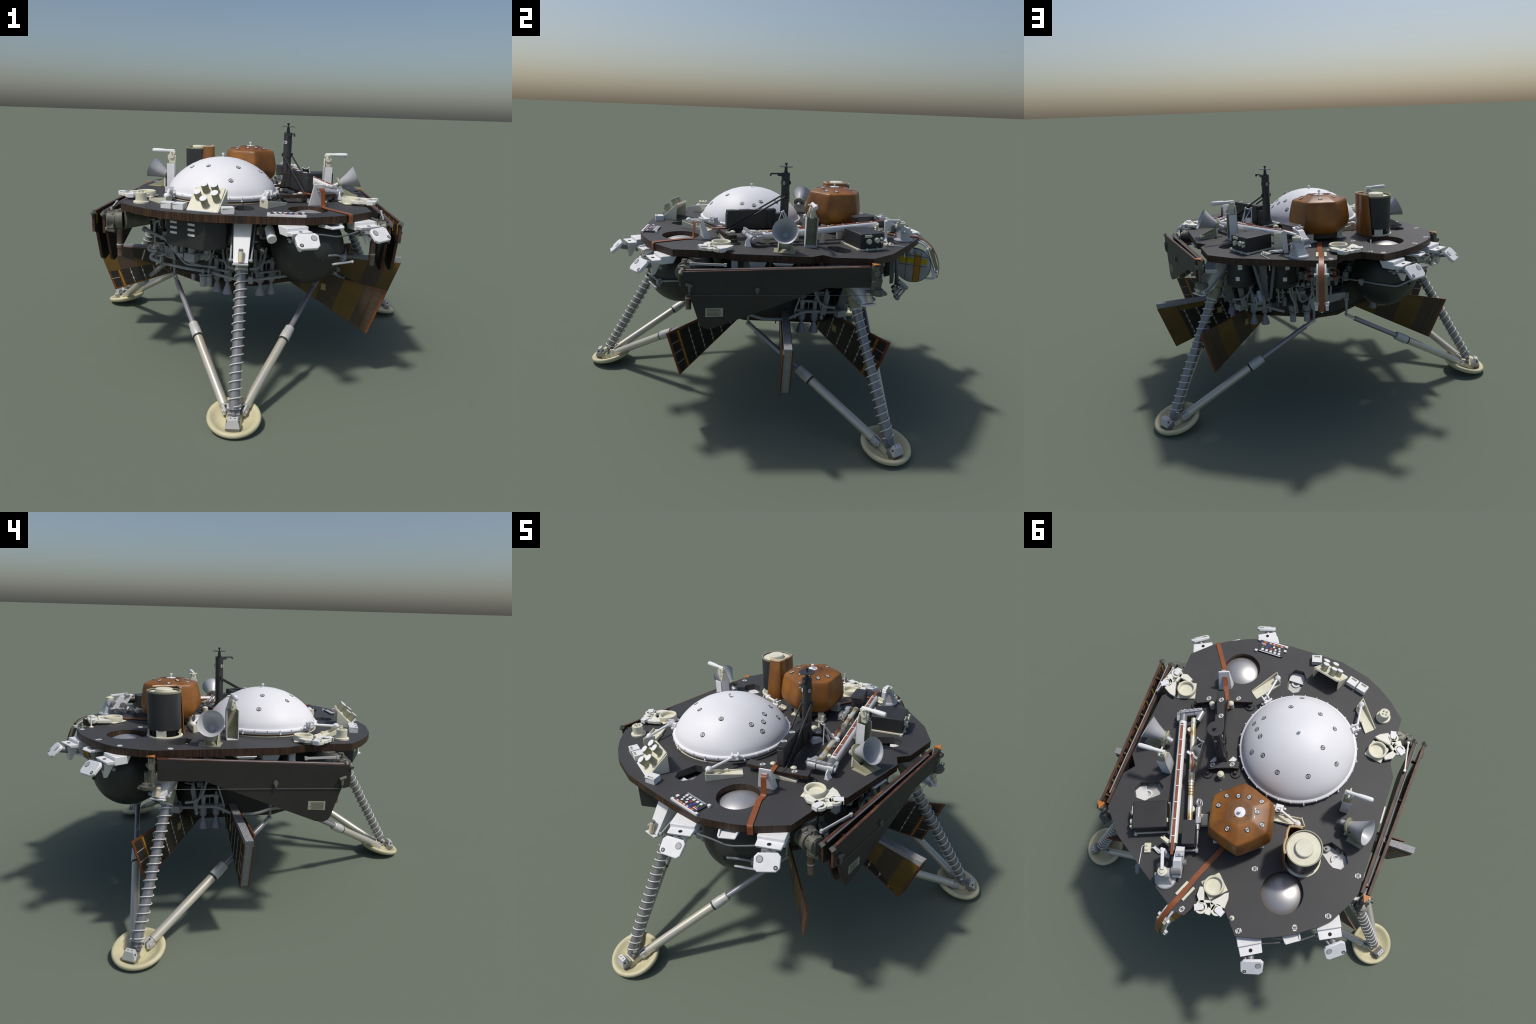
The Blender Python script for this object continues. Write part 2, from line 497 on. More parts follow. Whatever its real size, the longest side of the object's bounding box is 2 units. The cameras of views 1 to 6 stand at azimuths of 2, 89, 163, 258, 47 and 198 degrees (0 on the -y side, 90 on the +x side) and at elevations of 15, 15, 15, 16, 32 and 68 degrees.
# ----------------------------------------------------------------------------
# amber hexagonal cover
# ----------------------------------------------------------------------------
HC = V((-.022, .390, 0))
def hex_r(a, k):
    """Radius of a hexagon (circumradius 1) in direction a, its corners rounded by the share k."""
    t = (a - math.radians(-77)) % (math.pi / 3) - math.pi / 6
    h = math.cos(math.pi / 6) / math.cos(t)
    soft = 1 - .022 * max(0, abs(t) / (math.pi / 6) - .6) ** 2 / .16
    return (h * k + (1 - k) * 0.94) * soft
HX = [(.092, .886, .95), (.104, .887, .95), (.126, .897, .95), (.144, .910, .95), (.157, .925, .96), (.1645, .942, .96), (.1680, .962, .96),
      (.1665, .984, .95), (.1630, 1.006, .95), (.1585, 1.030, .95), (.1535, 1.052, .96), (.1500, 1.064, .97), (.1465, 1.0685, .97), (.140, 1.0715, .97), (.110, 1.0805, .97), (.080, 1.0890, .97),
      (.068, 1.0915, .97), (.060, 1.0925, .97), (.0002, 1.093, .97)]
h = Mesh(KAPTON)
N = 96
vs, fs = [], []
for r, z, k in HX:
    for i in range(N):
        a = 2 * math.pi * i / N + math.radians(-77)
        # faint hammered waviness of the film
        wv = 1 + .006 * math.sin(5 * a + 9 * z) + .004 * math.sin(11 * a - 40 * z)
        q = r * hex_r(a, k) * wv
        vs.append((HC.x + q * math.cos(a), HC.y + q * math.sin(a), z))
for j in range(len(HX) - 1):
    fs += [(j * N + i, j * N + (i + 1) % N, (j + 1) * N + (i + 1) % N, (j + 1) * N + i) for i in range(N)]
fs.append(tuple(reversed(range(N))))
h.add(vs, fs)
hexo = h.obj("amber_cover", root, smooth=60)
f = Mesh(KAPTON_DARK)
for i in range(44):
    a = 2 * math.pi * i / 44
    p = V((math.cos(a), math.sin(a), 0))
    f.bar(HC + p * .034 + V((0, 0, 1.0927)), HC + p * .054 + V((0, 0, 1.0925)), .0026, .0008)
for a in (60, 170, 290):
    p = V((math.cos(math.radians(a)), math.sin(math.radians(a)), 0))
    f.use(BLACK).cyl(HC + p * .030 + V((0, 0, 1.092)), HC + p * .030 + V((0, 0, 1.094)), .003, n=10)
f.obj("radial_ticks", hexo)
Mesh(DOME_WHITE).lathe([(.024, 1.0925), (.024, 1.0945), (.008, 1.0955), (.0035, 1.097), (.0035, 1.107), (.0075, 1.109), (.0075, 1.116), (.0001, 1.117)], HC, Matrix.Identity(3), 28).obj("lifting_pin", hexo)
pl = []
for x, y in ((.062, .336), (.012, .321), (-.034, .310), (-.092, .309), (.080, .388), (-.091, .362), (-.130, .407), (.005, .475), (-.079, .451)):
    dv = V((x, y, 0)) - HC
    rr = dv.length
    a = math.atan2(dv.y, dv.x)
    s = rr / hex_r(a, .96)
    for (r1, z1, _), (r0, z0, _) in zip(HX, HX[1:]):
        if r0 <= s <= r1:
            z = z0 + (z1 - z0) * (s - r0) / (r1 - r0)
            n = rotz(math.degrees(a)) @ V((z0 - z1, 0, r1 - r0)).normalized()
            pl.append(((x, y, z + .0012), n, a))
            break
put_marks(pl, .0122, True, hexo)
s = Mesh(CREAM)
for x, y in ((.065, .480), (-.118, .440), (-.05, .300), (.09, .33)):
    s.cyl((x, y, DECK), (x, y, .90), .016, n=20).box((x, y, DECK + .003), (.05, .046, .006), rotz(20))
    s.box((x + .018, y, DECK + .02), (.012, .03, .03), rotz(20))
s.use(KAPTON_DARK).cyl((-.075, .43, DECK), (-.075, .43, .892), .026, n=24)
s.cyl((-.01, .37, DECK), (-.01, .37, .892), .03, n=24)
s.use(SATIN).cyl((-.02, .39, .868), (-.02, .39, .889), .10, n=40)
s.use(STEEL).cyl((.133, .270, DECK), (.133, .270, .916), .003, n=10)
s.use(CREAM).cyl((.133, .270, DECK), (.133, .270, .885), .009, .004, n=14)
s.obj("cover_stand", hexo, .001)

# ----------------------------------------------------------------------------
# black drum with cream lid and amber half wrap
# ----------------------------------------------------------------------------
KC = V((-.336, .441, 0))
I3 = Matrix.Identity(3)
m = Mesh(SATIN).lathe([(.079, .893), (.080, 1.071), (.0775, 1.073), (.075, 1.071), (.075, .893)], KC, I3, 64, closed=True)
drum = m.obj("black_drum", root)
m = Mesh(CREAM).lathe([(.0755, 1.066), (.0, 1.066)], KC, I3, 64)
m.use(OLIVE).lathe([(.0802, 1.066), (.0802, 1.0745), (.075, 1.0745), (.075, 1.066)], KC, I3, 64, closed=True)
m.use(CREAM).lathe([(.041, 1.066), (.041, 1.080), (.038, 1.0835), (.0, 1.0835)], KC, I3, 48)
m.obj("drum_lid", drum)
m = Mesh(CREAM).lathe([(.086, .857), (.086, .862), (.070, .862), (.070, .857)], KC, I3, 64, closed=True)
for a in (165, 262, 20, 75, 320):
    c = KC + V((math.cos(math.radians(a)), math.sin(math.radians(a)), 0)) * .0735
    m.box((c.x, c.y, .877), (.008, .046, .034), rotz(a))
m.use(VOID).cyl(KC + V((0, 0, .858)), KC + V((0, 0, .9)), .062, n=40)
m.obj("drum_base", drum)
m = Mesh(KAPTON_WRAP)
vs, fs = [], []
n, L = 40, 10
for j in range(L + 1):
    z = .859 + (1.076 - .859) * j / L
    spread = 67 - 15 * j / L            # the wrap narrows towards the top
    for i in range(n + 1):
        a = math.radians(-15 + spread * (2 * i / n - 1))
        lift = max(0, 1 - abs(math.degrees(a) + 36) / 26) * (.012 + .012 * j / L)      # the film stands off in a soft fold
        for r in (.0885 + lift + .004 * (1 - j / L), .0925 + lift + .004 * (1 - j / L) + .001 * math.sin(7 * a + 30 * z)):
            vs.append((KC.x + r * math.cos(a), KC.y + r * math.sin(a), z))
idx = lambda j, i, s: (j * (n + 1) + i) * 2 + s
for j in range(L):
    for i in range(n):
        fs.append((idx(j, i, 1), idx(j, i + 1, 1), idx(j + 1, i + 1, 1), idx(j + 1, i, 1)))
        fs.append((idx(j, i, 0), idx(j + 1, i, 0), idx(j + 1, i + 1, 0), idx(j, i + 1, 0)))
    for i in (0, n):
        fs.append((idx(j, i, 0), idx(j, i, 1), idx(j + 1, i, 1), idx(j + 1, i, 0)))
for j in (0, L):
    for i in range(n):
        fs.append((idx(j, i, 0), idx(j, i + 1, 0), idx(j, i + 1, 1), idx(j, i, 1)))
m.add(vs, fs)
top = []
for i in range(41):
    a = math.radians(-15 + 52 * (2 * i / 40 - 1))
    lift = max(0, 1 - abs(math.degrees(a) + 36) / 26) * .024
    top.append(KC + V((math.cos(a) * (.088 + lift), math.sin(a) * (.088 + lift), 1.081)))
m.use(KAPTON_PALE).tube(top, .0058, 10)
m.obj("amber_wrap", drum)

# ----------------------------------------------------------------------------
# instrument mast with its long black case and splayed feet
# ----------------------------------------------------------------------------
MC = V((.1945, .105, 0))
fw = V((.36, -.933, 0))            # direction of the long case
sd = V((fw.y, -fw.x, 0)) * -1
m = Mesh(SATIN)
m.cyl(MC + V((0, 0, .905)), MC + V((0, 0, 1.186)), .0222, n=32)
m.cyl(MC + V((0, 0, 1.055)), MC + V((0, 0, 1.060)), .0232, n=32)
m.cyl(MC + V((0, 0, 1.186)), MC + V((0, 0, 1.192)), .012, .0095, n=20)
m.cyl(MC + V((0, 0, 1.19)), MC + V((0, 0, 1.214)), .009, .007, n=20)
m.cyl(MC + V((0, 0, 1.216)), MC + V((0, 0, 1.2185)), .036, n=40)
m.cyl(MC + V((0, 0, 1.214)), MC + V((0, 0, 1.232)), .0035, n=12)
m.lathe([(.0035, 1.226), (.0075, 1.231), (.0075, 1.2365), (.0001, 1.2365)], MC, I3, 14)
m.bar(MC + V((0, 0, 1.181)), V((.226, .026, 1.182)), .008, .007)
m.bar(MC + fw * .02 + V((0, 0, 1.175)), MC + fw * .045 + V((0, 0, 1.178)), .012, .016)
m.bar((.226, .03, 1.179), (.227, .022, 1.172), .009, .008)
mast = m.obj("instrument_mast", root)
put_marks([(MC + V((math.cos(a), math.sin(a), 0)) * .0225 + V((0, 0, 1.135)), (math.cos(a), math.sin(a), 0), a) for a in (-.35, 3.6, 1.6, -2.0)], .011, True, mast)
m = Mesh(BLACK)
R = Matrix((fw, -sd, V((0, 0, 1)))).transposed()
m.box(MC + fw * .185 + V((0, 0, .950)), (.26, .036, .098), R)
m.box(MC + fw * .085 + V((0, 0, .948)), (.035, .046, .090), R)
m.box(MC + fw * .035 + V((0, 0, .935)), (.06, .040, .08), R)
m.hull8([MC + R @ V((x, y, .893)) for x, y in ((-.03, -.028), (.03, -.028), (.03, .028), (-.03, .028))], [MC + R @ V((x, y, .93)) for x, y in ((-.012, -.020), (.03, -.024), (.03, .024), (-.012, .020))])
m.use(SATIN).box(MC + fw * .315 + V((0, 0, .945)), (.006, .032, .075), R)
m.box(MC + fw * .20 + V((0, 0, .9005)), (.23, .028, .006), R)
m.obj("mast_case", mast, .002)
put_marks([((x, y, z), (0, 0, 1), 1.0) for x, y, z in ((.286, -.143, .9996), (.255, -.060, .9996), (.378, -.177, .9002), (.235, -.228, .9002), (.222, .158, .9002), (.133, .123, .9002))], .0125, False, mast)
m = Mesh(EDGE_BROWN)
def plank(pts, z, w, t):
    """Bent foot plank: brown laminate with a black top skin."""
    pts = [V((x, y, z)) for x, y in pts]
    m.use(EDGE_BROWN).ribbon(fillet(pts, .03), w, t, lambda i: (pts[-1] - pts[0]).cross(V((0, 0, 1))))
    m.use(DECK_BLACK).ribbon([p + V((0, 0, t / 2 + .0006)) for p in fillet(pts, .03)], w * .98, .001, lambda i: (pts[-1] - pts[0]).cross(V((0, 0, 1))))
plank(((.436, -.148), (.378, -.177), (.305, -.208), (.235, -.228), (.167, -.250)), .890, .040, .017)
plank(((.243, .172), (.205, .150), (.150, .128), (.100, .116)), .890, .036, .017)
plank(((.335, -.185), (.262, -.05), (.205, .12)), .890, .022, .012)
m.use(SATIN)
for x, y in ((.437, -.135), (.172, -.222), (.236, .196), (.108, .150)):
    m.cyl((x, y, DECK), (x, y, .865), .026, .023, n=28).cyl((x, y, .865), (x, y, .882), .008, n=14)
m.obj("mast_foot", mast, .0008)
m = Mesh(CREAM)
for x, y, r in ((.352, -.155, .014), (.262, -.19, .014), (.168, .188, .016)):
    m.cyl((x, y, DECK), (x, y, .900), r, n=20).ball((x, y, .90), r * .8, 14, (1, 1, .5))
m.use(WHITE)
for s_ in (-1, 1):
    c = MC - fw * .02 + sd * .045 * s_
    m.prism([(-.012, -.028), (.012, -.028), (.014, .0), (.008, .03), (-.008, .03), (-.014, 0)], DECK, .887, Matrix.Translation((c.x, c.y, 0)) @ rotz(-20).to_4x4())
m.use(CREAM).hull8([V((.30, -.23, DECK)), V((.40, -.19, DECK)), V((.395, -.172, DECK)), V((.295, -.205, DECK))],
                   [V((.30, -.23, .880)), V((.40, -.19, .864)), V((.395, -.172, .864)), V((.295, -.205, .880))])
m.obj("mast_support", mast, .001)
m = Mesh(BLACK)
for s_ in (-1, 1):
    top = MC + sd * .024 * s_ + V((0, 0, 1.068))
    m.cyl(top, MC + fw * .33 + sd * .026 * s_ + V((0, 0, .893)), .0045, n=12)
    m.box(top, (.012, .014, .018), R)
    m.box(MC + fw * .33 + sd * .026 * s_ + V((0, 0, .892)), (.04, .008, .016), R)
m.obj("mast_brace", mast)

# ribbon cable from the case, over the white fin, across the deck to the front edge
m = Mesh(WHITE)
m.hull8([V((.300, -.322, DECK)), V((.372, -.292, DECK)), V((.362, -.262, DECK)), V((.300, -.288, DECK))],
        [V((.322, -.331, .962)), V((.372, -.310, .962)), V((.370, -.303, .962)), V((.320, -.324, .962))])
fin = m.obj("cable_fin", root, .0015)
m = Mesh(STEEL).box((.352, -.328, .942), (.022, .012, .012), rotz(25)).cyl((.338, -.338, .93), (.37, -.325, .93), .003, n=10)
m.obj("fin_clamp", fin)
m = Mesh(RIBBON)
path = fillet([(.268, -.150, .902), (.318, -.268, .905), (.347, -.322, .945), (.362, -.344, .945), (.368, -.352, .861), (.380, -.392, .8605), (.473, -.529, .8605), (.477, -.5335, .854), (.477, -.5335, .818)], .012, 5)
m.ribbon(path, .0235, .0022, lambda i: (.86, .50, 0) if i < 24 else (.80, .60, 0))
m.obj("ribbon_cable", root, normals=True)

# ----------------------------------------------------------------------------
# ribbon to the rear reel (hoop hanging behind the deck)
# ----------------------------------------------------------------------------
rd = V((.376, .927, 0)).normalized()        # outward direction of the reel
rs = V((rd.y, -rd.x, 0))
P0 = V((.055, .610, 0))
def reel(u, z, off=0.0):
    q = V((.118, .762, 0)) + rd * u + rs * off
    return V((q.x, q.y, z))
m = Mesh(RIBBON)
path = [V((.028, .515, .861)), V((.095, .680, .861)), reel(.03, .863), reel(.065, .866), reel(.100, .858), reel(.130, .844), reel(.160, .820),
        reel(.184, .785), reel(.202, .745), reel(.211, .708), reel(.213, .680), reel(.208, .650)]
m.ribbon(fillet(path, .02, 3), .0245, .0024, lambda i: rs)
m.obj("rear_ribbon", root)
m = Mesh(CREAM)
for s_ in (-1, 1):
    m.box(reel(-.005, DECK + .003, .020 * s_), (.075, .012, .007), rotz(math.degrees(math.atan2(rd.y, rd.x))))
m.obj("ribbon_guide", root)
m = Mesh(OLIVE)
up = lambda a, b_: (reel(*b_) - reel(*a)).normalized()
m.hull8([reel(.150, .805, s_) for s_ in (-.026, .026)] + [reel(.198, .690, s_) for s_ in (.026, -.026)],
        [reel(.164, .812, s_) for s_ in (-.026, .026)] + [reel(.206, .695, s_) for s_ in (.026, -.026)])
rb = m.obj("reel_block", root, .002)
m = Mesh(WHITE)
for u, z in ((.142, .803), (.186, .682)):
    m.bar(reel(u, z, -.034), reel(u, z, .034), .014, .012)
for s_ in (-1, 1):
    m.tube(fillet([reel(.02, .835, .018 * s_), reel(.075, .845, .018 * s_), reel(.12, .828, .018 * s_), reel(.145, .805, .018 * s_)], .02), .0055)
    m.bar(reel(.135, .790, .017 * s_), reel(.19, .665, .017 * s_), .006, .014)
    m.box(reel(.192, .665, .024 * s_), (.022, .014, .026), rotz(68))
    m.box(reel(.06, .80, .024 * s_), (.014, .010, .05), rotz(68))
m.tube(fillet([reel(.205, .658), reel(.19, .64), reel(.13, .636), reel(.10, .632)], .01), .006)
m.obj("reel_frame", rb, .0008)
# grey reel disc with yellow and ochre tape cross
D0 = reel(.075, .706, .012)
Rd = Matrix((rd, V((0, 0, 1)), rs)).transposed()
m = Mesh(FABRIC).lathe([(.0001, -.040), (.03, -.038), (.06, -.031), (.082, -.020), (.0945, -.006), (.0945, .010), (.088, .013), (.05, .0145), (.0001, .015)], D0, rs, 56)
disc = m.obj("reel_disc", rb, .002)
m = Mesh(TAPE_YELLOW)
def on_disc(x, y, w, hgt, off):
    m.box(D0 + rs * off + rd * x + V((0, 0, y)), (w, hgt, .0022), Rd)
for sgn in (1,):
    m.use(TAPE_YELLOW); on_disc(.0, .028, .150, .034, .0138 * sgn)
    m.use(TAPE_OCHRE); on_disc(.022, -.012, .034, .150, .0148 * sgn)
    m.use(BLACK)
    for x in (-.035, .008, .04):
        on_disc(x, 0, .0016, .16, .0156 * sgn)
    for y in (.055, .002):
        on_disc(0, y, .15, .0016, .0157 * sgn)
BULGE = [(.0, .040), (.03, .038), (.06, .031), (.082, .020), (.0945, .006)]
def bulge(r):
    for (r0, h0), (r1, h1) in zip(BULGE, BULGE[1:]):
        if r <= r1:
            return h0 + (h1 - h0) * (r - r0) / (r1 - r0)
    return .006
def patch_on_bag(u0, u1, v0, v1, lift):
    """Tape laid over the bulging face of the bag."""
    nu, nv = 12, 12
    lo, hi = [], []
    for a_ in range(nu + 1):
        for b_ in range(nv + 1):
            u, v = u0 + (u1 - u0) * a_ / nu, v0 + (v1 - v0) * b_ / nv
            base = D0 + rd * u + V((0, 0, v))
            lo.append(base - rs * (bulge(math.hypot(u, v)) - .002))
            hi.append(base - rs * (bulge(math.hypot(u, v)) + lift))
    n_ = len(lo)
    g = lambda a_, b_: a_ * (nv + 1) + b_
    fs_ = []
    for a_ in range(nu):
        for b_ in range(nv):
            q_ = (g(a_, b_), g(a_ + 1, b_), g(a_ + 1, b_ + 1), g(a_, b_ + 1))
            fs_.append(tuple(n_ + k_ for k_ in q_))
            fs_.append(tuple(reversed(q_)))
    ring_ = [g(a_, 0) for a_ in range(nu)] + [g(nu, b_) for b_ in range(nv)] + [g(a_, nv) for a_ in range(nu, 0, -1)] + [g(0, b_) for b_ in range(nv, 0, -1)]
    fs_ += [(p_, q_, n_ + q_, n_ + p_) for p_, q_ in zip(ring_, ring_[1:] + ring_[:1])]
    m.add(lo + hi, fs_)
m.use(TAPE_YELLOW); patch_on_bag(-.074, .074, .012, .046, .0012)
m.use(TAPE_OCHRE); patch_on_bag(.004, .038, -.080, .062, .0022)
m.use(BLACK)
for x in (-.035, .0, .042):
    patch_on_bag(x - .0009, x + .0009, -.078, .078, .003)
m.lathe([(.0945, -.006), (.0965, -.006), (.0965, .010), (.0945, .010)], D0, rs, 56, closed=True)
m.obj("reel_tape", rb)
m = Mesh(PIPE)
rng = random.Random(3)
for s_ in (-1, 1):
    for i, z in enumerate((.795, .765, .735)):
        m.use(PIPE).cyl(reel(-.02, z, s_ * .032), reel(-.02, z, s_ * .055), .010, n=14)
        m.use(COPPER).cyl(reel(-.02, z, s_ * .055), reel(-.02, z, s_ * .072), .0125, n=16)
    m.use(PIPE).bar(reel(-.02, .815, s_ * .03), reel(-.02, .700, s_ * .034), .016, .012, up=rd)
    m.bar(reel(-.01, .70, s_ * .045), reel(-.03, .63, s_ * .040), .009, .007, up=rd)
m.obj("reel_valves", rb)
# outrigger brackets under the reel carrying the brace rods
m = Mesh(PIPE)
m.bar((.115, .590, .585), (.100, .600, .53), .03, .03, up=(0, 1, 0))
m.hull8([V((.10, .60, .560)), V((-.085, .590, .560)), V((-.085, .560, .560)), V((.10, .55, .560))],
        [V((.10, .60, .592)), V((-.085, .590, .592)), V((-.085, .560, .592)), V((.10, .55, .592))])
m.hull8([V((.02, .59, .54)), V((-.07, .575, .545)), V((-.07, .5, .545)), V((.02, .5, .54))],
        [V((.02, .59, .562)), V((-.07, .575, .562)), V((-.07, .5, .562)), V((.02, .5, .562))])
m.obj("brace_outrigger", root, .002)

# ----------------------------------------------------------------------------
# robotic arm
# ----------------------------------------------------------------------------
m = Mesh(STEEL)
S = V((.223, .735, 0))
m.use(STEEL_HORN).lathe([(.049, DECK), (.050, .862), (.046, .868), (.038, .870), (.0001, .870)], S, I3, 44)
yaw = rotz(20)
Mt = Matrix.Translation((S.x, S.y, 0)) @ yaw.to_4x4()
m.hull8([Mt @ V((x, y, .868)) for x, y in ((-.032, -.030), (.034, -.030), (.034, .032), (-.032, .032))],
        [Mt @ V((x, y, z)) for x, y, z in ((-.020, -.024, .930), (.026, -.024, .930), (.026, .004, .930), (-.020, .004, .930))])
m.cyl(Mt @ V((.030, -.01, .908)), Mt @ V((.040, -.01, .908)), .009, n=16)
m.cyl(Mt @ V((-.03, -.012, .925)), Mt @ V((-.008, -.012, .925)), .022, n=24)
arm = m.obj("robotic_arm", root, .0015)
m = Mesh(CREAM).lathe([(.016, .930), (.018, .938), (.022, .945), (.022, .9525), (.013, .9535), (.013, .958), (.0001, .9585)], (.227, .720, 0), I3, 30)
m.use(WHITE).bar((.228, .715, .962), (.262, .632, .966), .014, .010)
m.bar((.262, .632, .966), (.256, .640, DECK), .022, .014, up=(0, 1, 0))
m.obj("shoulder_cap", arm, .001)
m = Mesh(WHITE)
m.hull8([V((.205, .650, .905)), V((.165, .64, .905)), V((.150, .715, .895)), V((.190, .725, .895))],
        [V((.208, .600, .975)), V((.170, .59, .975)), V((.165, .655, .965)), V((.198, .665, .965))])
m.use(FORK).cyl((.200, .700, .915), (.158, .687, .915), .021, n=24).cyl((.165, .650, .92), (.148, .644, .92), .015, n=20).use(STEEL)
m.box((.178, .625, .974), (.036, .024, .010), yaw).cyl((.178, .628, .972), (.178, .628, .988), .006, n=12)
m.obj("shoulder_joint", arm, .001)
A0, A1 = V((.449, -.010, .903)), V((.226, .612, .939))
m = Mesh(WHITE).cyl(A0, A1, .0185, n=28)
ax = (A1 - A0).normalized()
m.use(SATIN).cyl(A1 - ax * .025, A1 + ax * .012, .0192, n=28)
m.use(COPPER)
n_up = (V((0, 0, 1)) - ax * ax.z).normalized()
m.bar(A0 + n_up * .0185 + ax * .02, A1 + n_up * .0185 + ax * .03, .0125, .003)
m.use(MARK_WHITE)
for i in range(8):
    q = A0 + ax * (.03 + i * .082)
    m.cyl(q, q + ax * .004, .0192, n=28).bar(q + n_up * .0192 - ax * .001, q + n_up * .0192 + ax * .003, .014, .004)
m.obj("upper_arm_tube", arm)
B0, B1 = V((.404, -.040, .907)), V((.209, .470, .909))
bx = (B1 - B0).normalized()
m = Mesh(ARM_STAINED).cyl(B0, B1, .0125, n=24)
m.use(STEEL)
for t in (.02, .28, .335, .53):
    m.cyl(B0 + bx * t, B0 + bx * (t + .010), .0152, n=24)
m.box(B0 + bx * .30 + V((0, 0, -.012)), (.03, .05, .012), yaw)
m.use(COPPER)
m.pipe([B0 + V((-.018, .02, .004)), B0 + V((-.022, .09, .004)), B0 + V((-.034, .105, .004)), B0 + V((-.03, .12, -.004))], .005, 8)
m.pipe([B0 + bx * .20 + V((0, 0, .012)), B0 + bx * .24 + V((-.01, 0, .016)), B0 + bx * .29 + V((-.004, 0, .012))], .006, 8)
for t in (.36, .375, .39, .405):
    m.cyl(B0 + bx * t, B0 + bx * (t + .004), .0128, n=24)
m.obj("forearm_tube", arm)
m = Mesh(STEEL)
e0, e1 = V((.483, -.045, .892)), V((.378, -.092, .903))
ed = (e1 - e0).normalized()
m.cyl(e0, e0 + ed * .030, .020, n=24).cyl(e0 + ed * .030, e0 + ed * .075, .0165, n=24).cyl(e0 + ed * .078, e1, .019, n=24)
m.cyl(e0 - ed * .012, e0, .012, n=18)
m.bar(e0 + V((-.005, -.004, .022)), e1 + V((0, -.004, .022)), .014, .010)
m.bar(e0 + V((.0, .03, .004)), e0 + V((.0, .03, .004)) + ed * .04, .030, .028)
m.cyl(e1 + V((.004, .055, 0)), e1 + V((.0, .0, 0)), .015, n=20)
m.use(FORK).cyl(A0 - ax * .035, A0 + ax * .004, .0195, n=24)
m.use(WHITE).hull8([V((.47, -.09, DECK)), V((.49, -.085, DECK)), V((.488, -.055, DECK)), V((.465, -.06, DECK))],
                   [V((.472, -.085, .885)), V((.476, -.084, .885)), V((.476, -.07, .90)), V((.47, -.07, .90))])
for i in range(5):
    q = e0 + ed * (.01 + .022 * i) + V((0, -.006, .026))
    m.use(STEEL).cyl(q, q + V((0, 0, .006)), .004, n=8)
m.obj("elbow_joint", arm, .0008)
m = Mesh(SATIN)
c = V((.178, .537, .940))
m.box(c + V((.003, -.009, 0)), (.058, .096, .066), yaw)
m.use(VOID).box(c - V((-.0165, .0395, 0)) + V((.003, -.009, .0)), (.046, .006, .05), yaw)
m.use(SATIN).box(c - V((-.0215, .055, -.028)), (.056, .030, .006), yaw)
m.obj("arm_camera", arm, .001)
m = Mesh(STEEL)
g = V((.188, .412, .895))
m.cyl(g + V((.012, -.03, .01)), g + V((-.02, .07, 0)), .013, n=18)
for i in range(6):
    a = math.radians(60 * i)
    m.tube(fillet([g + V((.012, -.03, .01)), g + V((.016 + .018 * math.cos(a), -.045, .012 + .018 * math.sin(a))), g + V((.022 + .008 * math.cos(a), -.068, .012 + .008 * math.sin(a)))], .01), .003, 6)
m.box(g + V((-.012, .03, .008)), (.024, .03, .03), yaw).box(g + V((-.03, .10, -.005)), (.016, .07, .014), yaw)
m.cyl(g + V((-.055, .16, -.004)), g + V((.05, .20, -.004)), .006, n=12)
m.cyl(g + V((-.062, .158, -.004)), g + V((-.05, .162, -.004)), .013, n=16)
m.cyl(g + V((-.025, .075, 0)), g + V((-.058, .17, 0)), .003, n=8)
m.use(CREAM).box(g + V((-.030, .012, -.028)), (.034, .055, .040), yaw).box(g + V((-.03, .012, -.044)), (.06, .07, .006), yaw)
m.obj("arm_grapple", arm, .0008)
m = Mesh(BLACK)
tl, tr, tb = V((.283, .098, 1.000)), V((.316, .088, 1.000)), V((.345, .130, .920))
m.slab([tl + V((0, 0, -.004)), tr + V((0, 0, -.004)), V((.322, .105, .945)), V((.292, .112, .945))], .004)
m.use(STEEL)
m.tube([tl, (tl + tr) / 2 + V((0, 0, -.008)), tr], .0035, 8).ball(tl, .006, 12).ball(tr, .006, 12)
for q in (tl, tr):
    m.cyl(q, q + (tb - q) * .95, .0028, n=8)
m.cyl(tl, (.300, .155, .915), .0028, n=8).cyl(tr, (.335, .06, .915), .0028, n=8)
m.use(WHITE).slab([V((.322, .105, .945)), V((.292, .112, .945)), V((.305, .135, .885)), V((.335, .125, .885))], .004)
m.bar((.36, .14, .915), (.30, .16, .915), .012, .014)
m.use(CREAM).cyl((.318, .17, DECK), (.318, .17, .905), .012, n=16).cyl((.40, .02, DECK), (.40, .02, .905), .012, n=16).cyl((.23, .40, DECK), (.23, .40, .905), .016, n=16)
m.cyl((.34, .30, DECK), (.34, .30, .915), .014, n=16)
m.obj("arm_cradle", arm)
m = Mesh(CREAM)
m.slab([V((.296, .576, .950)), V((.254, .590, .950)), V((.254, .590, DECK)), V((.296, .576, DECK))], .008)
for z in (.93, .912, .894, .876):
    m.box((.277, .582, z), (.034, .02, .006), rotz(-18))
m.box((.358, .633, .862), (.03, .045, .010), yaw)
m.cyl((.362, .622, .868), (.375, .627, .868), .006, n=12).cyl((.354, .640, .868), (.367, .645, .868), .006, n=12)
m.use(WHITE).pipe([(.375, .627, .868), (.385, .635, .864), (.372, .69, .860), (.366, .715, .858), (.366, .718, .80)], .0022, 6, .006)
m.pipe([(.34, .63, .868), (.33, .625, .875), (.30, .64, .866), (.27, .63, .864)], .003, 6, .006)
m.box((.300, .628, .868), (.06, .012, .012), rotz(-18))
m.obj("arm_service_panel", arm, .0008)

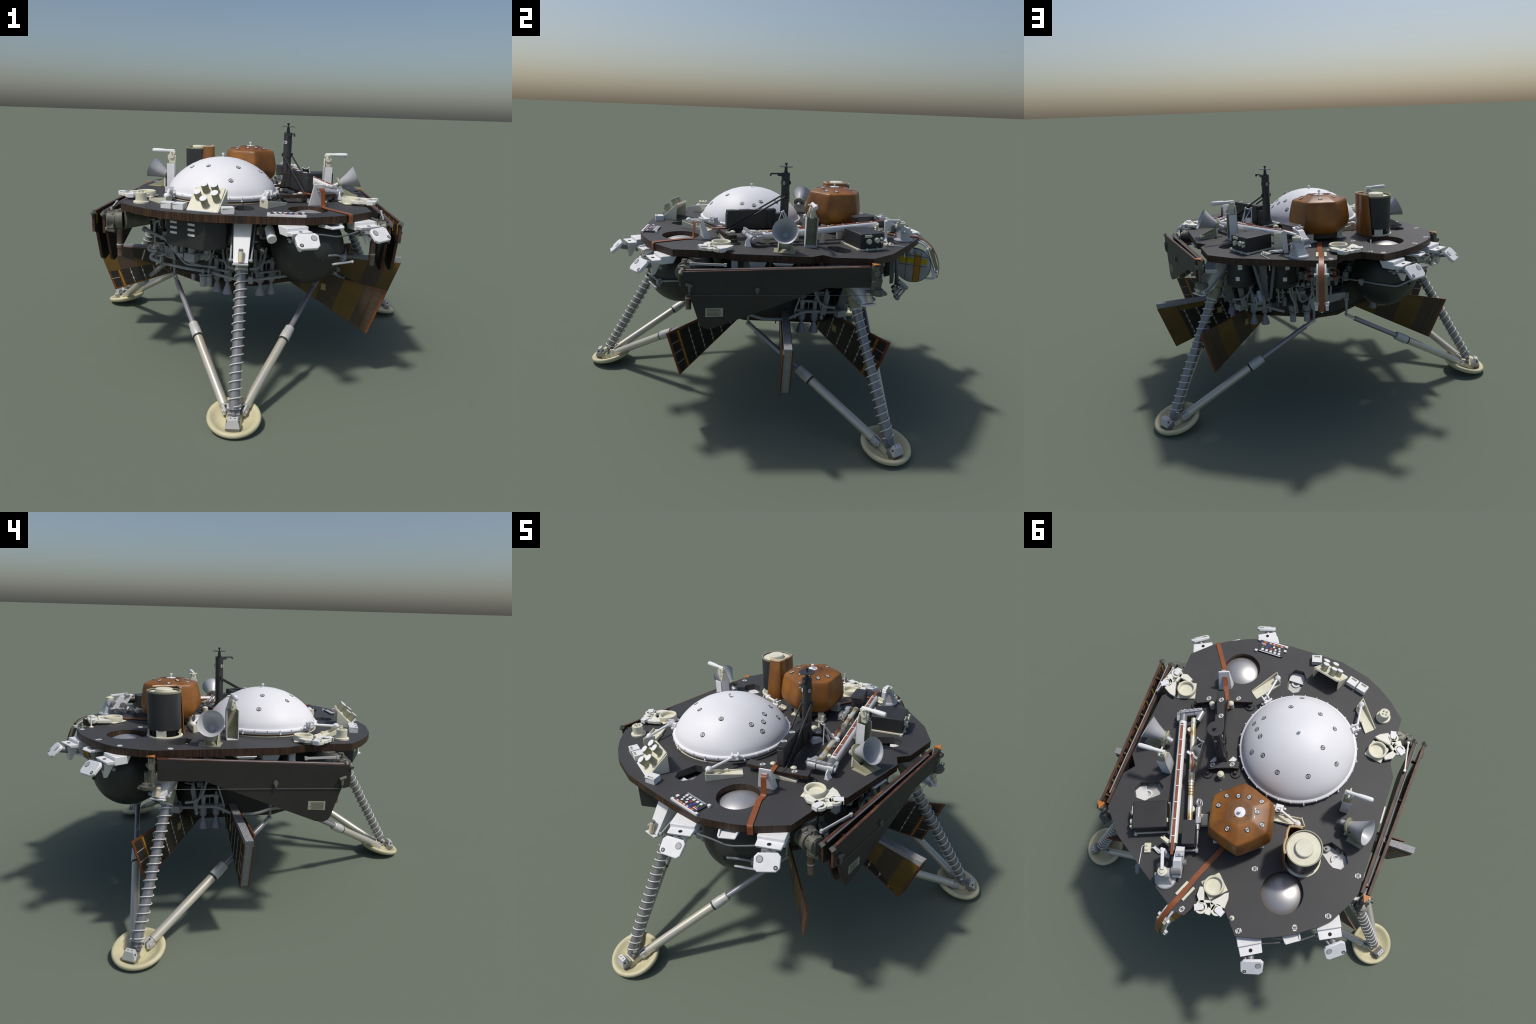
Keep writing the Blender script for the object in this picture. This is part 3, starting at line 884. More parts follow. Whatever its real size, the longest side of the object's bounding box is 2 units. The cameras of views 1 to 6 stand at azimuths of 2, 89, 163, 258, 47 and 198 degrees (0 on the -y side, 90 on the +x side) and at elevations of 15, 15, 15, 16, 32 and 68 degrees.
# ----------------------------------------------------------------------------
# black electronics box
# ----------------------------------------------------------------------------
c = V((.393, .497, 0))
Rb = rotz(22.5)
Mb = Matrix.Translation((c.x, c.y, 0)) @ Rb.to_4x4()
m = Mesh(BLACK).box(Mb @ V((0, 0, .902)), (.158, .130, .074), Rb)
ebox = m.obj("electronics_box", root, .004)
m = Mesh(CREAM).box(Mb @ V((0, 0, .861)), (.168, .142, .007), Rb)
for sx in (-.078, .078):
    for sy in (-.073, .073):
        m.cyl(Mb @ V((sx, sy, DECK)), Mb @ V((sx, sy, .868)), .007, n=12)
for y in (-.03, .03):
    m.cyl(Mb @ V((.086, y, DECK)), Mb @ V((.086, y, .869)), .006, n=12)
for y, z, r in ((-.022, .903, .0135), (.022, .907, .0135), (.047, .914, .007), (.047, .898, .007)):
    m.cyl(Mb @ V((.076, y, z)), Mb @ V((.094, y, z)), r, r * .9, n=20)
m.box(Mb @ V((.080, -.025, .928)), (.006, .040, .012), Rb)
m.box(Mb @ V((-.079, .03, .93)), (.01, .02, .01), Rb)
m.obj("box_connectors", ebox, .0008)

# ----------------------------------------------------------------------------
# antenna horns
# ----------------------------------------------------------------------------
def horn(back, rim, R0, base):
    back, rim = V(back), V(rim)
    ax_ = (rim - back).normalized()
    L_ = (rim - back).length
    g0 = [(.0165, .030), (.020, .040), (.0255, L_ * .40), (.038, L_ * .66), (.0595, L_), (.0610, L_ + .001), (.0575, L_ - .001),
          (.036, L_ * .66), (.0235, L_ * .42), (.012, .045), (.0001, .045)]
    m = Mesh(STEEL_HORN).lathe(g0, back, ax_, 48)
    m.cyl(back - ax_ * .006, back + ax_ * .032, .0125, n=24)
    o = m.obj("antenna_horn", root, smooth=40)
    m = Mesh(OLIVE)
    q = back + ax_ * .034
    flat = V((ax_.x, ax_.y, 0)).normalized()
    side = V((-flat.y, flat.x, 0))
    ring = [(.036, -.005), (.036, .005), (.019, .005), (.019, -.005)]
    m.lathe(ring, q, ax_, 32, closed=True)
    m.use(CREAM)
    f0 = V((q.x, q.y, DECK)) + flat * .004
    lo = [f0 + side * .036 - flat * .004, f0 - side * .036 - flat * .004, f0 - side * .036 + flat * .004, f0 + side * .036 + flat * .004]
    upv = (V((0, 0, 1)) - ax_ * ax_.z).normalized()
    hi = [q + side * .034 - flat * .005 + upv * -.012, q - side * .034 - flat * .005 - upv * .012, q - side * .034 + flat * .004 - upv * .014, q + side * .034 + flat * .004 - upv * .014]
    m.hull8(lo, hi)
    m.use(OLIVE)
    b_ = [V((x, y, DECK)) for x, y in base]
    m.hull8(b_, [p + V((0, 0, .004)) for p in b_])
    for s_ in (-1, 1):
        p0 = f0 + side * .030 * s_
        m.hull8([p0 + side * .003, p0 - side * .003, p0 - side * .003 + flat * .095, p0 + side * .003 + flat * .095],
                [p0 + side * .003 + V((0, 0, .046)), p0 - side * .003 + V((0, 0, .046)), p0 - side * .003 + flat * .09 + V((0, 0, .006)), p0 + side * .003 + flat * .09 + V((0, 0, .006))])
    m.obj("horn_bracket", o, .0008)
horn((.462, .108, .905), (.581, .099, .962), .06, ((.506, .053), (.586, .049), (.599, .146), (.521, .158)))
horn((-.460, .223, .906), (-.581, .250, .962), .06, ((-.500, .290), (-.578, .306), (-.602, .212), (-.522, .186)))

# ----------------------------------------------------------------------------
# marker posts with a swivel handle
# ----------------------------------------------------------------------------
def post(c, yawdeg, open_dir):
    """Upright channel, knuckle and horizontal white handle (built facing +x)."""
    M = Matrix.Translation((c[0], c[1], 0)) @ Matrix.Rotation(math.radians(yawdeg), 4, 'Z')
    Rr = M.to_3x3()
    m = Mesh(WHITE)
    m.box(M @ V((-.021, 0, .928)), (.004, .058, .142), Rr)
    for y in (-.0275, .0275):
        m.box(M @ V((0, y, .928)), (.046, .003, .142), Rr)
    m.box(M @ V((0, 0, .8585)), (.046, .058, .003), Rr)
    m.use(OLIVE).box(M @ V((-.0185, 0, .928)), (.002, .052, .138), Rr)
    for y in (-.0255, .0255):
        m.box(M @ V((0, y, .928)), (.042, .0015, .138), Rr)
    o = m.obj("marker_post", root)
    m = Mesh(CREAM)
    m.hull8([M @ V((x, y, .998)) for x, y in ((-.023, -.028), (-.018, -.028), (-.018, .028), (-.023, .028))],
            [M @ V((x, y, 1.045)) for x, y in ((-.023, -.013), (-.018, -.013), (-.018, .013), (-.023, .013))])
    m.box(M @ V((.0, 0, 1.012)), (.030, .016, .030), Rr)
    m.cyl(M @ V((.0, -.014, 1.040)), M @ V((.0, .014, 1.040)), .016, n=24)
    m.box(M @ V((-.006, 0, 1.058)), (.030, .022, .014), Rr)
    m.box(M @ V((.016, 0, 1.030)), (.012, .012, .026), Rr)
    m.cyl(M @ V((.0, -.024, 1.062)), M @ V((.0, .024, 1.062)), .004, n=10)
    m.obj("post_knuckle", o, .0015)
    m = Mesh(WHITE)
    ht = Matrix((Rr.col[0], Rr.col[1], V((0, 0, 1)))).transposed()
    m.lathe([(.0001, -.012), (.007, -.010), (.0085, 0), (.0085, .042), (.0105, .052), (.0115, .075), (.0115, .107), (.008, .1135), (.0001, .1155)],
            M @ V((-.006, 0, 1.0665)), Rr.col[0], 24)
    m.obj("post_handle", o)
post((.431, .232), 3, 1)
post((-.447, .133), 180, 1)

# ----------------------------------------------------------------------------
# ring clamps, three round the deck (built on the +y side)
# ----------------------------------------------------------------------------
m = Mesh(CREAM)
RC = V((0, .6935, 0))
m.prism([(RC.x + x, RC.y + y) for x, y in ngon(4, .066, 2)], DECK, .8645)
clamp = m.obj("ring_clamp", root, .004)
m = Mesh(CREAM).lathe([(.047, .864), (.047, .884), (.045, .888), (.039, .888), (.0365, .885), (.0365, .870), (.0001, .870)], RC, I3, 44)
m.obj("clamp_ring", clamp)
m = Mesh(CREAM_WHITE)
def plate_ring(cx, cy, r_in, z0, z1, r_out):
    m.lathe([(r_out, z0), (r_out, z1), (r_in, z1), (r_in, z0)], (cx, cy, 0), I3, 28, closed=True)
z0, z1 = .868, .882
m.prism([(.058, .718), (.057, .757), (.040, .778), (.012, .782), (.020, .760), (.035, .722), (.045, .716)], z0, z1)
m.prism([(-.074, .700), (-.083, .728), (-.082, .772), (-.060, .770), (-.030, .770), (-.012, .765), (-.045, .730), (-.058, .712)], z0, z1)
m.prism([(.038, .776), (.045, .790), (-.015, .770), (-.012, .760), (.012, .766)], z0, z1)
m.prism([(-.020, .775), (-.012, .770), (-.028, .798), (-.034, .800), (-.040, .770)], z0, z1)
plate_ring(.018, .803, .018, z0, z1, .0275)
plate_ring(-.052, .790, .016, z0, z1, .026)
m.prism([(-.012, .790), (-.006, .822), (-.030, .822), (-.034, .792)], z0, z1 - .002)
m.obj("clamp_yoke", clamp, .001)
m = Mesh(WHITE)
for cx, cy, ang in ((.022, .802, 25), (-.060, .790, 160)):
    M = Matrix.Translation((cx, cy, 0)) @ Matrix.Rotation(math.radians(ang), 4, 'Z')
    m.prism([(-.016, -.008), (-.010, -.0135), (.026, -.0145), (.026, .0145), (-.010, .0135), (-.016, .008)], .8825, .8865, M)
    m.box(M @ V((.025, 0, .876)), (.003, .029, .018), M.to_3x3())
m.use(OLIVE)
m.cyl((.018, .803, .862), (.018, .803, .872), .018, n=20).cyl((-.052, .790, .862), (-.052, .790, .872), .016, n=20)
m.obj("clamp_tab", clamp, .0008)
for a in (120, 240):
    copy_tree(clamp, about_axis(a), root)

# ----------------------------------------------------------------------------
# sun sensor block: five tubes on a tilted plate; small boxes; gauge; name plate
# ----------------------------------------------------------------------------
m = Mesh(CREAM)
b0, b1 = V((-.252, -.562, DECK)), V((-.112, -.604, DECK))
t0, t1 = V((-.222, -.470, .953)), V((-.079, -.506, .953))
pn = (b1 - b0).cross(t0 - b0).normalized()
w0 = [b0 + V((0, 0, .002)), b1 + V((0, 0, .002)), t1 + V((-.008, .002, 0)), t0 + V((.006, .0, 0))]
m.slab(w0, .010)
for a_, c_ in ((b0, t0), (b1, t1)):
    e = (b1 - b0).normalized() * .003
    foot = V((c_.x, c_.y, DECK))
    m.hull8([a_ - e, foot - e, c_ - e - V((0, 0, .003))], [a_ + e, foot + e, c_ + e - V((0, 0, .003))])
m.use(WHITE).bar(b0 + V((0, 0, .003)), b1 + V((0, 0, .003)), .008, .006)
tower = m.obj("sensor_plate", root, .0015)
tubes = [(-.210, -.540, .940), (-.181, -.519, .973), (-.135, -.533, .972), (-.176, -.585, .918), (-.128, -.573, .942)]
first = None
for p in tubes:
    p = V(p)
    if first is None:
        tm = Mesh(OLIVE).cyl((0, 0, -.046), (0, 0, -.003), .0165, n=28)
        tm.use(WHITE).cyl((0, 0, -.003), (0, 0, 0), .0168, n=28)
        first = tm.obj("sensor_tube", tower, .0006)
        o = first
    else:
        o = first.copy()
        bpy.context.scene.collection.objects.link(o)
        o.parent = tower
    o.matrix_local = Matrix.Translation(p) @ basis((pn + V((0, 0, .25))).normalized()).to_4x4()
def little_box(c, yawd):
    Rr = rotz(yawd)
    m = Mesh(WHITE)
    cx = V((c[0], c[1], 0))
    m.box(cx + V((0, 0, DECK + .012)), (.052, .044, .024), Rr)
    for dx, dy, sx, sy in ((0, .0075, .052, .029), (0, -.0195, .052, .005), (-.0205, -.0115, .011, .012), (.0205, -.0115, .011, .012)):
        m.box(cx + Rr @ V((dx, dy, DECK + .0265)), (sx, sy, .005), Rr)
    m.use(OLIVE).box(cx + Rr @ V((0, -.0115, DECK + .0245)), (.032, .012, .002), Rr)
    return m.obj("sensor_box", root, .001)
little_box((-.067, -.602), 16)
little_box((-.287, -.533), -17)
little_box((-.344, -.516), -17)
m = Mesh(CREAM).lathe([(.037, DECK), (.037, .864), (.035, .866), (.0265, .866), (.0265, .905), (.025, .9065), (.0001, .9065)], (-.494, -.398, 0), I3, 36)
m.use(OLIVE)
for dx, dy in ((.008, .008), (-.008, .008), (.008, -.008), (-.008, -.008)):
    m.lathe([(.0045, .906), (.0035, .909), (.0022, .912), (.0001, .912)], (-.494 + dx, -.398 + dy, 0), I3, 12)
m.obj("pin_gauge", root)

m = Mesh(SATIN).box((.186, -.592, DECK + .004), (.142, .070, .006), rotz(1))
plate = m.obj("name_plate", root, .001)
m = Mesh(MARK_WHITE)
m.box((.190, -.630, DECK + .003), (.156, .007, .013), rotz(0.5))
for x, y in ((.112, -.601), (.262, -.556), (.112, -.628), (.267, -.626)):
    m.box((x, y, DECK + .005), (.014, .012, .010), rotz(2))
zt = DECK + .0075
for i in range(5):
    m.box((.138 + .0235 * i, -.573, zt), (.013, .013, .0014), rotz(6))
m.use(STEEL).box((.186, -.560, zt), (.12, .006, .0014))
for i, cm in enumerate((MARK_WHITE, MARK_WHITE, RED, BLUE, GREEN)):
    m.use(cm).cyl((.140 + .0235 * i, -.5895, zt - .001), (.140 + .0235 * i, -.5895, zt + .0008), .0058, n=16)
for i, cm in enumerate((MARK_WHITE, MARK_WHITE, BLUE)):
    m.use(cm).cyl((.146 + .03 * i, -.6045, zt - .001), (.146 + .03 * i, -.6045, zt + .0007), .006, n=10)
for i in range(5):
    m.use(RED if i % 2 == 0 else MARK_WHITE).box((.236, -.599 - .003 * i, zt), (.026, .003, .0014))
m.use(BLUE).box((.244, -.6015, zt + .0003), (.010, .007, .0014))
for i, cm in enumerate((RED, MARK_WHITE, RED, TAPE_YELLOW, RED, MARK_WHITE, RED, MARK_WHITE, BLUE, RED, TAPE_YELLOW, BLUE)):
    m.use(cm).box((.128 + .0105 * i, -.620, zt), (.0098, .006, .0014))
m.obj("plate_emblems", plate)

# slim antenna pin
m = Mesh(CREAM).lathe([(.011, DECK), (.011, .859), (.005, .863), (.0035, .866), (.0035, .917), (.0001, .918)], (-.126, .798, 0), I3, 16)
m.obj("deck_pin", root)

# ----------------------------------------------------------------------------
# propellant tanks
# ----------------------------------------------------------------------------
TR = .1715
for c, hr in (((.298, -.421, .680), .13), ((-.298, .619, .680), .13)):
    m = Mesh(TANK).ball(c, TR, 64)
    o = m.obj("propellant_tank", root, smooth=60)
    cap = math.degrees(math.acos(.118 / TR))
    Mesh(CHROME).ball(c, TR + .0015, 64, lo=cap).obj("tank_cap", o, smooth=60)
    s_ = 1 if c[0] > 0 else -1
    a_ = math.radians(-70 if s_ > 0 else 110)
    dn = V((math.cos(a_), math.sin(a_), -.12)).normalized()
    m = Mesh(TANK).cyl(V(c) + dn * TR * .98, V(c) + dn * (TR + .008), .008, n=16)
    m.use(PIPE)
    line = [(-.05, .50, .665), (-.085, .60, .668), (-.130, .690, .676), (-.188, .762, .673), (-.273, .799, .660), (-.330, .800, .676), (-.385, .784, .683),
            (-.430, .745, .676), (-.458, .704, .656), (-.477, .650, .667), (-.479, .590, .671)]
    line = [tuple(about_axis(180) @ V(p)) for p in line[6:]] if s_ > 0 else line[:7]
    m.tube(fillet(line, .02), .0048, 8)
    k_ = V(line[2])
    m.box(k_, (.022, .022, .024), rotz(40))
    m.ball(k_ + V((0, 0, -.016)), .009, 12)
    m.obj("tank_line", o)

# ----------------------------------------------------------------------------
# body core under the deck
# ----------------------------------------------------------------------------
def hexpts(r, ch):
    out = []
    for i in range(6):
        a = math.radians(90 + 60 * i)
        p = V((math.cos(a), math.sin(a))) * r
        for s_ in (-1, 1):
            q = V((math.cos(a + s_ * math.pi / 3), math.sin(a + s_ * math.pi / 3))) * r
            out.append(p + (q - p).normalized() * ch)
    return [(p.x + AXIS.x, p.y + AXIS.y) for p in out]
m = Mesh(BLACK).prism(hexpts(.478, .06), BODY_LOW + .016, .610)
m.prism(hexpts(.445, .06), .60, .8225)
core = m.obj("body_core", root)
m = Mesh(EDGE_BROWN).prism(hexpts(.482, .06), BODY_LOW, BODY_LOW + .017)
m.obj("body_base_plate", core)

# louvred electronics box in front
m = Mesh(BLACK)
pts = [(-.352, -.523), (-.352, -.38), (-.073, -.38), (-.073, -.572), (-.165, -.628)]
lo = [V((x, y, .690 if y < -.5 else .70)) for x, y in pts]
m.hull8(lo, [V((x, y, .8225)) for x, y in pts])
lou = m.obj("louvre_box", root, .004)
m = Mesh(MARK_WHITE)
fa, fb = V((-.352, -.523, 0)), V((-.165, -.628, 0))
fd = (fb - fa).normalized()
fn = V((fd.y, -fd.x, 0))
for t, zoff in ((.045, .0), (.145, .0)):
    for z in (.800, .776, .752):
        q = fa + fd * t + fn * .001 + V((0, 0, z + zoff))
        m.box(q, (.038, .006, .011), Matrix((fd, -fn, V((0, 0, 1)))).transposed())
m.obj("louvre_slat", lou, .002)
# valve block beneath it
m = Mesh(PIPE)
for x, y, r in ((-.315, -.50, .012), (-.285, -.52, .009), (-.235, -.545, .018), (-.165, -.54, .015), (-.2, -.5, .012)):
    m.cyl((x, y, .655), (x, y, .695), r, n=16)
m.box((-.235, -.55, .640), (.055, .04, .038), rotz(-25)).box((-.285, -.53, .643), (.03, .02, .018), rotz(-25))
m.cyl((-.20, -.54, .64), (-.17, -.52, .64), .018, n=18)
m.pipe([(-.15, -.54, .68), (-.15, -.54, .64), (-.17, -.53, .62)], .005)
m.pipe([(-.36, -.45, .70), (-.34, -.46, .66), (-.26, -.50, .60), (-.19, -.50, .585)], .004)
m.pipe([(-.40, -.40, .70), (-.33, -.46, .64), (-.27, -.49, .585), (-.12, -.50, .58)], .005)
for x, y in ((-.19, -.47), (-.165, -.46)):
    m.cyl((x, y, .475), (x, y, .525), .017, n=20).cyl((x, y, .525), (x, y, .56), .006, n=10).cyl((x, y, .53), (x, y, .537), .021, n=16)
m.cyl((-.24, -.46, .50), (-.24, -.46, .53), .009, n=14)
m.xform(Matrix.Translation((-.006, .06, -.014)))
m.obj("valve_block", root)

# left-hand actuators seen under the deck edge, equal cluster on the right
rng = random.Random(11)
def plumbing(name, a0, a1, r0, r1, z0, z1, n, seed, dark=0.3):
    """Dense valves, elbows and lines hung round the core between two azimuths."""
    rng = random.Random(seed)
    m = Mesh(PIPE)
    def at(a, r, z):
        a = math.radians(a)
        return AXIS + V((math.cos(a) * r, math.sin(a) * r, z))
    for i in range(n):
        a, r, z = rng.uniform(a0, a1), rng.uniform(r0, r1), rng.uniform(z0, z1)
        m.use(DARK_PIPE if rng.random() < dark else PIPE)
        kind = rng.random()
        if kind < .35:
            p = at(a, r, z)
            q = at(a + rng.uniform(-7, 7), r, z)
            w = at(a + rng.uniform(-12, 12), r - rng.uniform(0, .05), min(z1 + .03, z + rng.uniform(.04, .12)))
            m.pipe([w, V((p.x, p.y, w.z)), p, q, at(a, r - .08, z)], rng.choice((.0035, .005, .0065)), 8, .012)
        elif kind < .7:
            h_ = rng.uniform(.018, .05)
            m.cyl(at(a, r, z), at(a, r, z + h_), rng.uniform(.008, .018), n=14)
            m.cyl(at(a, r, z + h_), at(a, r, z + h_ + .012), rng.uniform(.004, .008), n=10)
        elif kind < .85:
            m.cyl(at(a, r, z), at(a + rng.uniform(4, 9), r, z + rng.uniform(-.01, .01)), rng.uniform(.006, .012), n=12)
        else:
            m.box(at(a, r, z), (rng.uniform(.015, .04), rng.uniform(.02, .05), rng.uniform(.015, .045)), rotz(a))
    o = m.obj(name, core)
    o["kind"] = "stuff"
    return o
plumbing("plumbing", 196, 232, .41, .49, .56, .79, 46, 1)
plumbing("plumbing", -22, 8, .42, .50, .60, .80, 26, 2)
plumbing("plumbing", 150, 196, .41, .50, .60, .80, 36, 3)
plumbing("plumbing", 45, 82, .42, .50, .52, .74, 44, 4)
plumbing("plumbing", 96, 110, .41, .48, .60, .80, 12, 5)
plumbing("plumbing", 262, 300, .41, .45, .55, .78, 22, 6, .6)
plumbing("plumbing", 8, 45, .42, .49, .62, .80, 18, 8, .5)
plumbing("plumbing", 232, 262, .40, .46, .54, .66, 24, 9)

m = Mesh(PIPE)
m.bar((-.525, -.30, .765), (-.45, -.32, .765), .012, .010)
m.pipe([(-.455, -.32, .70), (-.452, -.32, .757), (-.385, -.32, .768)], .008, 12, .02)
for p_, q_ in (((-.428, -.325, .770), (-.428, -.325, .728)), ((-.394, -.325, .770), (-.394, -.325, .728)), ((-.432, -.325, .770), (-.390, -.325, .770)), ((-.432, -.325, .730), (-.390, -.325, .730))):
    m.bar(p_, q_, .010, .008, up=(0, 1, 0))
m.cyl((-.505, -.31, .712), (-.395, -.34, .672), .009, n=14).cyl((-.515, -.307, .715), (-.50, -.31, .708), .013, n=14)
m.box((-.392, -.33, .695), (.034, .03, .03)).ball((-.404, -.345, .682), .014, 16)
m.cyl((-.452, -.32, .70), (-.452, -.32, .635), .006, n=12).ball((-.452, -.32, .637), .008, 12)
m.cyl((-.452, -.32, .643), (-.40, -.33, .648), .005, n=10)
m.pipe([(-.470, -.31, .632), (-.490, -.31, .622), (-.486, -.31, .604), (-.440, -.32, .602)], .0085, 12, .015)
m.pipe([(-.455, -.31, .595), (-.475, -.31, .580), (-.478, -.31, .561), (-.42, -.33, .548)], .0095, 12, .02)
m.bar((-.43, -.34, .585), (-.385, -.36, .600), .014, .006).cyl((-.42, -.34, .585), (-.42, -.34, .552), .006, n=10)
m.use(FORK)
for x, y, z, r in ((-.49, -.29, .735, .014), (-.475, -.28, .715, .010), (-.50, -.285, .752, .010), (-.46, -.30, .738, .012), (-.44, -.29, .70, .013), (-.42, -.30, .66, .012)):
    m.cyl((x, y, z), (x, y, z + .03), r, n=14).box((x, y + .01, z + .03), (.03, .03, .015), rotz(30))
m.hull8([V((-.40, -.33, .575)), V((-.34, -.36, .570)), V((-.33, -.30, .570)), V((-.39, -.28, .575))], [V((-.41, -.32, .640)), V((-.36, -.35, .625)), V((-.34, -.30, .625)), V((-.40, -.28, .640))])
m.use(BLACK).box((-.40, -.24, .73), (.10, .12, .17), rotz(-30)).box((-.425, -.285, .745), (.085, .07, .14), rotz(-30))
m.xform(Matrix.Translation((-.004, .035, -.009)))
m.obj("feed_cluster", root)

# two dark canisters under the rear right deck, with truss bars and the gripper head between them
for cx, cy in ((.462, .522), (.273, .618)):
    m = Mesh(BLACK).lathe([(.0001, .679), (.050, .681), (.070, .691), (.0735, .702), (.0735, .709), (.0715, .711), (.0715, .8225)], (cx, cy, 0), I3, 40)
    o = m.obj("canister", root)
    m = Mesh(WHITE)
    a_ = math.atan2(cy - AXIS.y, cx - AXIS.x)
    for da, z, sx, sz in ((.35, .738, .020, .020), (.55, .803, .022, .036)):
        q = V((cx + math.cos(a_ + da) * .0725, cy + math.sin(a_ + da) * .0725, z))
        m.box(q, (.003, sx, sz), rotz(math.degrees(a_ + da)))
    m.obj("canister_tag", o)
m = Mesh(DARK_PIPE)
m.cyl((.43, .66, .822), (.395, .69, .665), .008, n=12).cyl((.335, .69, .822), (.36, .69, .65), .008, n=12)
m.hull8([V((.385, .665, .665)), V((.365, .675, .665)), V((.365, .66, .665)), V((.385, .65, .665))],
        [V((.405, .655, .822)), V((.37, .675, .822)), V((.37, .655, .822)), V((.405, .635, .822))])
m.use(PIPE)
m.cyl((.417, .686, .692), (.417, .732, .654), .012, n=18)
m.cyl((.417, .730, .656), (.417, .736, .651), .008, n=12)
loop = [(.667, .631), (.697, .668), (.717, .648), (.688, .606)]
for x in (.398, .436):
    for (y0, z0), (y1, z1) in zip(loop, loop[1:] + loop[:1]):
        m.bar((x, y0, z0), (x, y1, z1), .008, .008, up=(1, 0, 0))
for y0, z0 in loop:
    m.bar((.396, y0, z0), (.438, y0, z0), .009, .009)
m.box((.417, .690, .640), (.03, .022, .018), Matrix.Rotation(math.radians(50), 3, 'X'))
m.use(FORK).cyl((.400, .686, .606), (.434, .686, .606), .013, n=16)
m.box((.417, .672, .650), (.036, .02, .03), Matrix.Rotation(math.radians(50), 3, 'X'))
m.obj("hanging_tool", root, .001)

# bent pipes that ring the body low down
def ring_pipe(pts):
    m = Mesh(PIPE).pipe(pts, .0078, 12, .03)
    return m
m = ring_pipe([(.475, -.150, .512), (.49, -.055, .512), (.50, .013, .494), (.50, .133, .497), (.495, .21, .538), (.48, .262, .535), (.46, .315, .526), (.44, .395, .523)])
m.box((.452, .398, .522), (.034, .046, .034), rotz(30))
m.pipe([(.475, -.150, .512), (.44, -.16, .512)], .007)
m.obj("fuel_line", root)
m = ring_pipe([(-.475, -.150, .512), (-.49, -.055, .512), (-.50, .013, .494), (-.50, .133, .497), (-.495, .21, .538), (-.48, .262, .535), (-.46, .315, .526), (-.44, .395, .523)])
m.box((-.452, .398, .522), (.034, .046, .034), rotz(-30))
m.obj("fuel_line", root)
m = ring_pipe([(-.455, -.26, .578), (-.462, -.26, .548), (-.425, -.26, .525), (-.284, -.325, .520), (-.167, -.385, .526), (-.100, -.412, .515), (-.035, -.435, .508), (.039, -.435, .506), (.22, -.385, .524)])
m.box((.036, -.445, .512), (.022, .026, .034))
m.pipe([(-.455, -.26, .61), (-.450, -.26, .585), (-.42, -.25, .575)], .010)
m.obj("fuel_line", root)
m = ring_pipe([(.40, .42, .66), (.395, .47, .60), (.37, .50, .57), (.33, .53, .545), (.25, .56, .52)])
m.pipe([(.22, .60, .70), (.215, .60, .60), (.19, .585, .56), (.185, .58, .51)], .005)
m.pipe([(.235, .60, .70), (.23, .61, .62), (.205, .60, .57), (.20, .59, .51)], .005)
m.pipe([(.20, .61, .66), (.17, .61, .57), (.12, .60, .60)], .0045)
m.cyl((.21, .565, .655), (.14, .595, .655), .004, n=10).cyl((.20, .575, .625), (.145, .598, .625), .012, n=16)
for i in range(4):
    m.ball((.215 - .027 * i, .59 + .008 * i, .672), .011, 14)
for x, y in ((.205, .565), (.135, .585)):
    m.cyl((x, y, .46), (x, y, .50), .016, n=20).lathe([(.013, .50), (.022, .512), (.024, .516), (.0001, .518)], (x, y, 0), I3, 20)
    m.box((x, y, .535), (.03, .03, .03), rotz(25))
m.pipe([(.115, .61, .70), (.112, .61, .62), (.125, .605, .585), (.13, .60, .54)], .0055)
m.obj("valve_rack", root)

# white under-deck mounts, visible at the deck edge
m = Mesh(WHITE)
for s_ in (-1, 1):
    m.hull8([V((s_ * .60, -.055, .785)), V((s_ * .60, .01, .785)), V((s_ * .54, .01, .785)), V((s_ * .54, -.055, .785))],
            [V((s_ * .615, -.065, .8225)), V((s_ * .615, .02, .8225)), V((s_ * .54, .02, .8225)), V((s_ * .54, -.065, .8225))])
    m.hull8([V((s_ * .628, .06, .806)), V((s_ * .628, .13, .806)), V((s_ * .56, .15, .806)), V((s_ * .56, .04, .806))],
            [V((s_ * .64, .05, .820)), V((s_ * .64, .14, .820)), V((s_ * .56, .16, .820)), V((s_ * .56, .03, .820))])
    m.box((s_ * .57, -.13, .79), (.03, .03, .065))
m.use(GIMBAL).cyl((.55, -.30, .79), (.55, -.30, .822), .05, n=28).cyl((-.55, -.30, .79), (-.55, -.30, .822), .05, n=28)
m.obj("deck_mount", root, .0015)
m = Mesh(WHITE).cyl((.115, -.56, .79), (.13, -.62, .755), .020, .022, n=24)
m.cyl((.13, -.62, .755), (.1315, -.626, .752), .0215, n=24)
m.obj("camera_barrel", root, .001)

# ----------------------------------------------------------------------------
# landing legs (built for the front leg, repeated at 120 degrees)
# ----------------------------------------------------------------------------
FOOT = V((0, -.905, .070))
UP = V((0, .2495, .4435)).normalized()
def along(z):
    return FOOT + UP * ((z - FOOT.z) / UP.z)
m = Mesh(DARK_STEEL).cyl(along(.085), along(.615), .0222, n=32)
m.use(FORK).cyl(along(.062), along(.086), .011, n=16).cyl(along(.082), along(.090), .0245, n=28)
leg = m.obj("landing_leg", root)
m = Mesh(OLIVE).cyl(along(.603), along(.80), .0285, n=32)
m.use(COLLAR).cyl(along(.600), along(.607), .0300, n=32)
m.use(BLACK)
for z in (.66, .705, .75):
    m.cyl(along(z), along(z + .003), .0289, n=32)
m.obj("leg_housing", leg)
m = Mesh(SPRING)
Rl = basis(UP)
turns, a_, b_ = 16.5, along(.092), along(.600)
path = []
for i in range(int(turns * 22) + 1):
    t = i / (turns * 22)
    a = 2 * math.pi * turns * t
    path.append(a_.lerp(b_, t) + Rl @ V((math.cos(a), math.sin(a), 0)) * .0280)
m.tube(path, .0026, 7)
